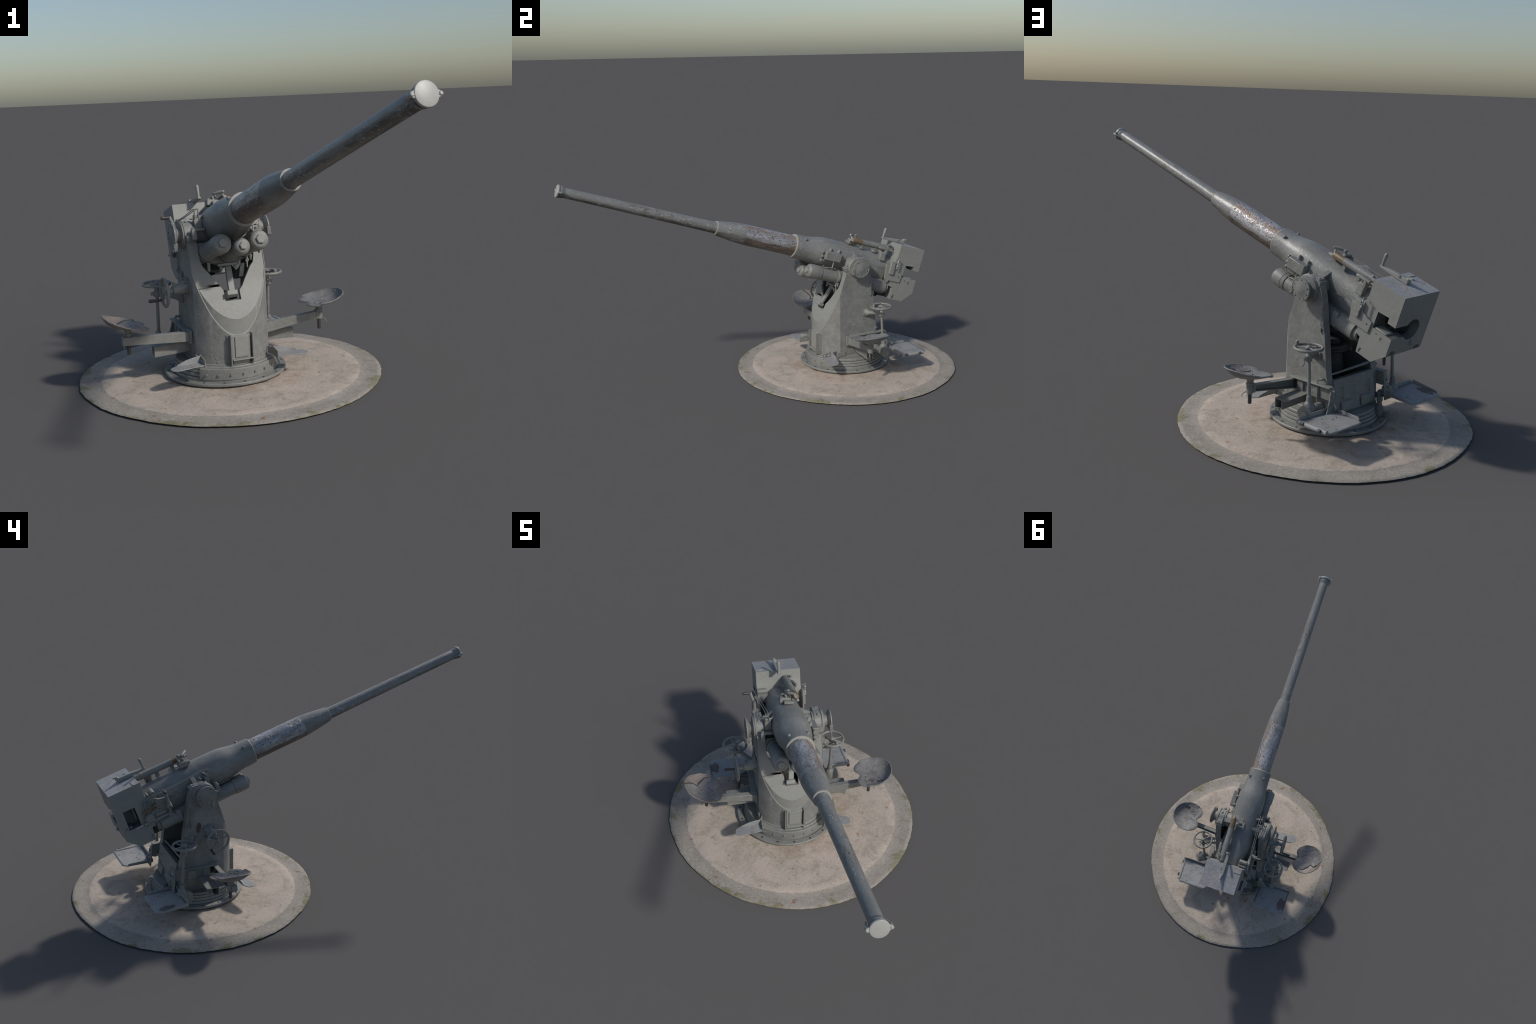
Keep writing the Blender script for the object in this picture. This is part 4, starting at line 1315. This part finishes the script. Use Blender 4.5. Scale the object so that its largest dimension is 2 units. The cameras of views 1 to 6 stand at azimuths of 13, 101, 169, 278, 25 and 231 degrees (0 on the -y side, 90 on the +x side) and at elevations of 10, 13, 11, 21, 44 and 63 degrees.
def tread(s):
    """sheet-metal foot tread with clipped corners and turned-up lips"""
    xi, xo = (0.160, 0.362) if s > 0 else (0.166, 0.370)
    F, B = (0.172, 0.336) if s > 0 else (0.168, 0.333)
    zf, zb = (0.129, 0.127) if s > 0 else (0.130, 0.119)
    z = lambda y: zf + (zb - zf) * (y - F) / (B - F)
    P = lambda x, y, dz=0.0: V((s * x, y, z(y) + dz + 0.03 * (x - 0.27) * (B - y) / (B - F)))
    n1 = 14
    t = Part(M_TRAY)
    rows = []
    for i in range(n1 + 1):
        y = F + (B - F) * i / n1
        cut = max(0.0, (y - (B - 0.018)))
        a, b = xi + cut * 1.0, xo - cut * 0.9
        row = []
        for j in range(15):
            x = a + (b - a) * j / 14
            d = 0.0022 * noise.noise(V((x * 14, y * 14, 3 + s)))
            row.append(P(x, y, d))
        rows.append(row)
    R = [[t.bm.verts.new(p) for p in r] for r in rows]
    for A, B_ in zip(R, R[1:]):
        for j in range(14):
            t.face([A[j], A[j + 1], B_[j + 1], B_[j]])
    ob = t.make('foot_tread', root, MOUNT, solid=0.0032)
    h = 0.016
    lf = Part(M_TRAY)
    lf.slab([P(xi, F, -0.002), P(xo, F, -0.002), P(xo - 0.004, F, h * 0.8), P(xo - 0.02, F, h), P(xi + 0.03, F, h + 0.006), P(xi, F, h)], (0, -0.0035, 0))
    li = Part(M_TRAY)
    li.slab([P(xi, F, -0.002), P(xi, B - 0.025, -0.002), P(xi, B - 0.030, h * 0.8), P(xi, F + 0.01, h)], (-s * 0.0035, 0, 0))
    for l in (lf, li):
        l.make('tread_lip', ob, MOUNT, bevel=0.001)
    if s > 0:
        # outer edge is a rolled tube, rusted through in places
        c = Part([M_TRAY, M_DARK])
        c.rod(P(xo + 0.004, F - 0.004, -0.002), P(xo - 0.006, B - 0.02, -0.002), 0.0095, None, 18)
        c.use(1).rod(P(xo + 0.0042, F - 0.0045, -0.002), P(xo + 0.004, F - 0.0035, -0.002), 0.008, None, 18)
        for y, l in ((F + 0.012, 0.026), (B - 0.058, 0.02)):
            c.use(1).lathe(P(xo + 0.0075, y, 0.0), (0, 1, 0), [(0, 0.003), (0.004, 0.0072), (l - 0.004, 0.0072), (l, 0.003)], 12)
        c.make('rolled_edge', ob, MOUNT)
    else:
        lo = Part(M_TRAY)
        lo.slab([P(xo, F, -0.002), P(xo, B - 0.02, -0.002), P(xo, B - 0.03, h * 0.6), P(xo, F + 0.006, h)], (-0.0035, 0, 0))
        lo.make('tread_lip', ob, MOUNT, bevel=0.001)
        r = Part(paint('tread_rust', (0.07, 0.055, 0.055), (0.2, 0.17, 0.165), rough=0.8, fine=60))
        pts = []
        for i in range(20):
            a = 2 * math.pi * i / 20
            k = 1 + 0.4 * noise.noise(V((math.cos(a) * 1.7, math.sin(a) * 1.7, 9)))
            x, y = xo - 0.028 + 0.022 * k * math.cos(a), (F + B) / 2 + 0.012 + 0.042 * k * math.sin(a)
            pts.append(P(min(x, xo - 0.003), y, 0.0032))
        r.slab(pts, (0, 0, 0.0008))
        r.make('rust_patch', ob, MOUNT)
    for i in range(6):
        x, y = rnd.uniform(xi + 0.03, xo - 0.04), rnd.uniform(F + 0.02, B - 0.02)
        bolt(P(x, y, 0.001), (0, 0, 1), 0.0026, 0.0016, ob, MOUNT, M_DARK, 'round', 'drain_hole')
    return ob


tread(1)
tread(-1)


def seat(s):
    """pressed tractor seat on a pillar at the end of a channel arm"""
    cx, cy = (s * 0.432, -0.062) if s > 0 else (s * 0.428, -0.033)
    z0, back_h, nose_h = (0.270, 0.044, 0.012) if s > 0 else (0.268, 0.052, -0.001)
    px, py = (0.418, -0.057) if s > 0 else (-0.417, -0.033)
    # heart-shaped outline as radius against angle from the back of the seat
    keys = [(0, 0.089), (20, 0.090), (40, 0.092), (65, 0.093), (90, 0.098), (118, 0.103), (136, 0.104), (148, 0.101), (158, 0.092), (168, 0.077), (174, 0.068), (180, 0.064)]

    def rad(a):
        d = abs((math.degrees(a) + 180) % 360 - 180)
        for (a0, r0), (a1, r1) in zip(keys, keys[1:]):
            if a0 <= d <= a1:
                t = (d - a0) / (a1 - a0)
                t = t * t * (3 - 2 * t)
                return r0 + (r1 - r0) * t
        return keys[-1][1]

    def surf(a, q):
        c = math.cos(a)
        lift = nose_h + (back_h - nose_h) * max(0.0, (c + 0.9) / 1.9) ** 1.6
        r = rad(a) * q
        zz = z0 + lift * q ** (2.7 + 0.7 * c) + 0.0015 * noise.noise(V((r * c * 40, r * math.sin(a) * 40, s)))
        if c < -0.5:
            zz -= 0.007 * q ** 8
        return V((cx + s * r * c, cy + r * math.sin(a), zz))

    p = Part([M_SEAT, M_SEAT_EDGE])
    n, m = 108, 16
    rows = [[p.bm.verts.new(surf(2 * math.pi * i / n, (k + 1) / m)) for i in range(n)] for k in range(m)]
    ctr = p.bm.verts.new(surf(0, 0))
    for i in range(n):
        p.face([ctr, rows[0][i], rows[0][(i + 1) % n]])
        for A, B in zip(rows, rows[1:]):
            p.face([A[i], B[i], B[(i + 1) % n], A[(i + 1) % n]])
    tear = [(125, 0.95), (100, 0.75), (70, 0.50), (45, 0.40), (38, 0.68), (15, 0.90), (0, 1.0)]
    if s < 0:      # sheet left bare beyond the tear
        for f in p.bm.faces:
            c = f.calc_center_median()
            dx, dy = s * (c.x - cx), c.y - cy
            d = math.degrees(math.atan2(dy, dx))
            q = math.hypot(dx, dy) / rad(math.radians(d))
            for (d1, q1), (d0, q0) in zip(tear, tear[1:]):
                if d0 <= d < d1 and q > q0 + (q1 - q0) * (d - d0) / (d1 - d0):
                    f.material_index = 1
    ob = p.make('seat', root, MOUNT, smooth=60, solid=0.0045)
    # rolled rim
    e = Part(M_SEAT_EDGE if s < 0 else M_SEAT)
    rim = [surf(2 * math.pi * i / n, 1.0) for i in range(n)]
    lo, hi = (int(n * 0.40), int(n * 0.60))
    path = [rim[i % n] for i in range(hi, n + lo + 1)]
    e.sweep(path, [0.0032 + 0.0008 * noise.noise(q * 30) for q in path], 10)
    nose = [rim[i] for i in range(lo, hi + 1)]
    e.sweep(nose, 0.0028, 8)
    e.make('seat_rim', ob, MOUNT)
    # sheet splitting away from the pan, rust holes
    f = Part([M_DARK, M_SEAT_EDGE])
    if s < 0:
        crack = [surf(math.radians(a), q) + V((0, 0, 0.0035)) for a, q in tear]
        crack = [V(c) for c in crack]
        f.sweep(crack, [0.002, 0.0036, 0.0044, 0.0044, 0.0040, 0.0044, 0.003], 8, flat=0.4)
    else:
        for a, q, r in ((-75, 0.72, 0.010), (-62, 0.8, 0.008)):
            c = surf(math.radians(a), q)
            f.lathe(c + V((0, 0, 0.001)), (0.2, 0.4, 1), [(0, r), (0.003, r * 0.7)], 16)
    for a, q, r in ((170, 0.35, 0.003), (200, 0.5, 0.004), (30, 0.25, 0.0025), (310, 0.4, 0.003), (120, 0.5, 0.0025), (15, 0.05, 0.007)):
        c = surf(math.radians(a), q)
        f.use(1 if r > 0.006 else 0).lathe(c + V((0, 0, 0.001)), (0, 0, 1), [(0, r), (0.0026, r * 0.8)], 12)
    f.make('rust_hole', ob, MOUNT)
    # scroll-shaped raised bracket marks on the pan
    k = Part(M_SEAT)
    c = surf(math.radians(230), 0.55)
    k.ring(c + V((0, 0, 0.002)), (0, 0, 1), 0.014, 0.003, 24, 8)
    k.make('seat_boss', ob, MOUNT)
    # pillar
    pl = Part([M_PAINT, M_GRIP])
    pl.lathe((px, py, 0.196), (0, 0, 1), [(0, 0.012), (0.004, 0.0155), (0.032, 0.0155), (0.033, 0.013), (0.037, 0.013), (0.038, 0.0175), (0.044, 0.0175), (0.048, 0.013), (0.060, 0.016), (0.070, 0.026)], 24)
    pl.use(1).rod((px, py, 0.153), (px, py, 0.20), 0.0078, 0.0080, 16)
    pl.use(0).sweep([(px + s * 0.013, py - 0.012, 0.203), (px + s * 0.020, py - 0.018, 0.196), (px + s * 0.026, py - 0.022, 0.183)], 0.0018, 6)
    pl.make('seat_pillar', ob, MOUNT)
    # tapered channel arm
    a = Part(M_PAINT)
    if s > 0:
        A0, A1 = (0.170, -0.062, 0.168, 0.212), (0.404, -0.066, 0.203, 0.232)
    else:
        A0, A1 = (-0.170, -0.064, 0.178, 0.219), (-0.438, -0.056, 0.196, 0.230)
    def bar(yoff0, yoff1, zf):
        R = []
        for (x, y, zb, zt) in (A0, A1):
            lo, hi = zf(zb, zt)
            R.append([V((x, y + yoff0, lo)), V((x, y + yoff1, lo)), V((x, y + yoff1, hi)), V((x, y + yoff0, hi))])
        a.rings(R)
    bar(0, 0.004, lambda b, t: (b, t))
    bar(0.003, 0.026, lambda b, t: (t - 0.0042, t - 0.0002))
    bar(0.003, 0.026, lambda b, t: (b + 0.0002, b + 0.0042))
    a.box((A1[0] + s * 0.002, A1[1] + 0.012, (A1[2] + A1[3]) / 2), (0.010, 0.028, 0.034))
    a.box((A0[0] - s * 0.004, A0[1] + 0.014, (A0[2] + A0[3]) / 2), (0.012, 0.05, 0.056))
    a.make('seat_arm', ob, MOUNT, bevel=0.0015)
    return ob


seat(1)
seat(-1)


def step_plate(s):
    """small folded step sticking out low at the front corner"""
    p = Part(M_TRAY)
    z = 0.108 if s > 0 else 0.115
    x0, x1 = 0.158, 0.290
    pts = [(x0, -0.218), (x0 + 0.03, -0.221), (x1 - 0.030, -0.232), (x1 - 0.012, -0.231), (x1 - 0.001, -0.222), (x1 + 0.003, -0.205), (x1, -0.190), (x1 - 0.012, -0.178), (x1 - 0.03, -0.172), (x0 + 0.03, -0.166), (x0, -0.165)]
    A = [V((s * x, y, z - 0.03 * (x - x0) * 0.5)) for x, y in pts]
    p.slab(A, (0, 0, 0.0035))
    ob = p.make('step_plate', root, MOUNT, bevel=0.001)
    q = Part(M_TRAY)
    q.slab([V((s * x0, -0.166, z)), V((s * (x1 - 0.022), -0.174, z - 0.002)), V((s * (x1 - 0.036), -0.173, z + 0.008)), V((s * (x0 + 0.06), -0.168, z + 0.020)), V((s * x0, -0.165, z + 0.030))], (0, 0.0035, 0))
    q.make('step_flange', ob, MOUNT, bevel=0.001)
    r = Part(M_PAINT)
    r.slab([V((s * x0, -0.218, z - 0.008)), V((s * x0, -0.164, z - 0.008)), V((s * x0, -0.158, z + 0.024)), V((s * x0, -0.166, z + 0.030)), V((s * x0, -0.218, z + 0.022))], (-s * 0.004, 0, 0))
    r.slab([V((s * x0, -0.164, z - 0.006)), V((s * x0, -0.158, z + 0.024)), V((s * 0.145, -0.130, z + 0.024)), V((s * 0.145, -0.132, z - 0.006))], (s * 0.002, 0.004, 0))
    r.box((s * 0.160, -0.10, z + 0.005), (0.006, 0.05, 0.026))
    br = r.make('step_bracket', ob, MOUNT, bevel=0.001)
    for y in (-0.205, -0.180):
        bolt((s * (x0 + 0.0005), y, z + 0.011), (s, 0, 0), 0.0038, 0.004, br, MOUNT, M_BARE, 'round')
    return ob


step_plate(1)
step_plate(-1)
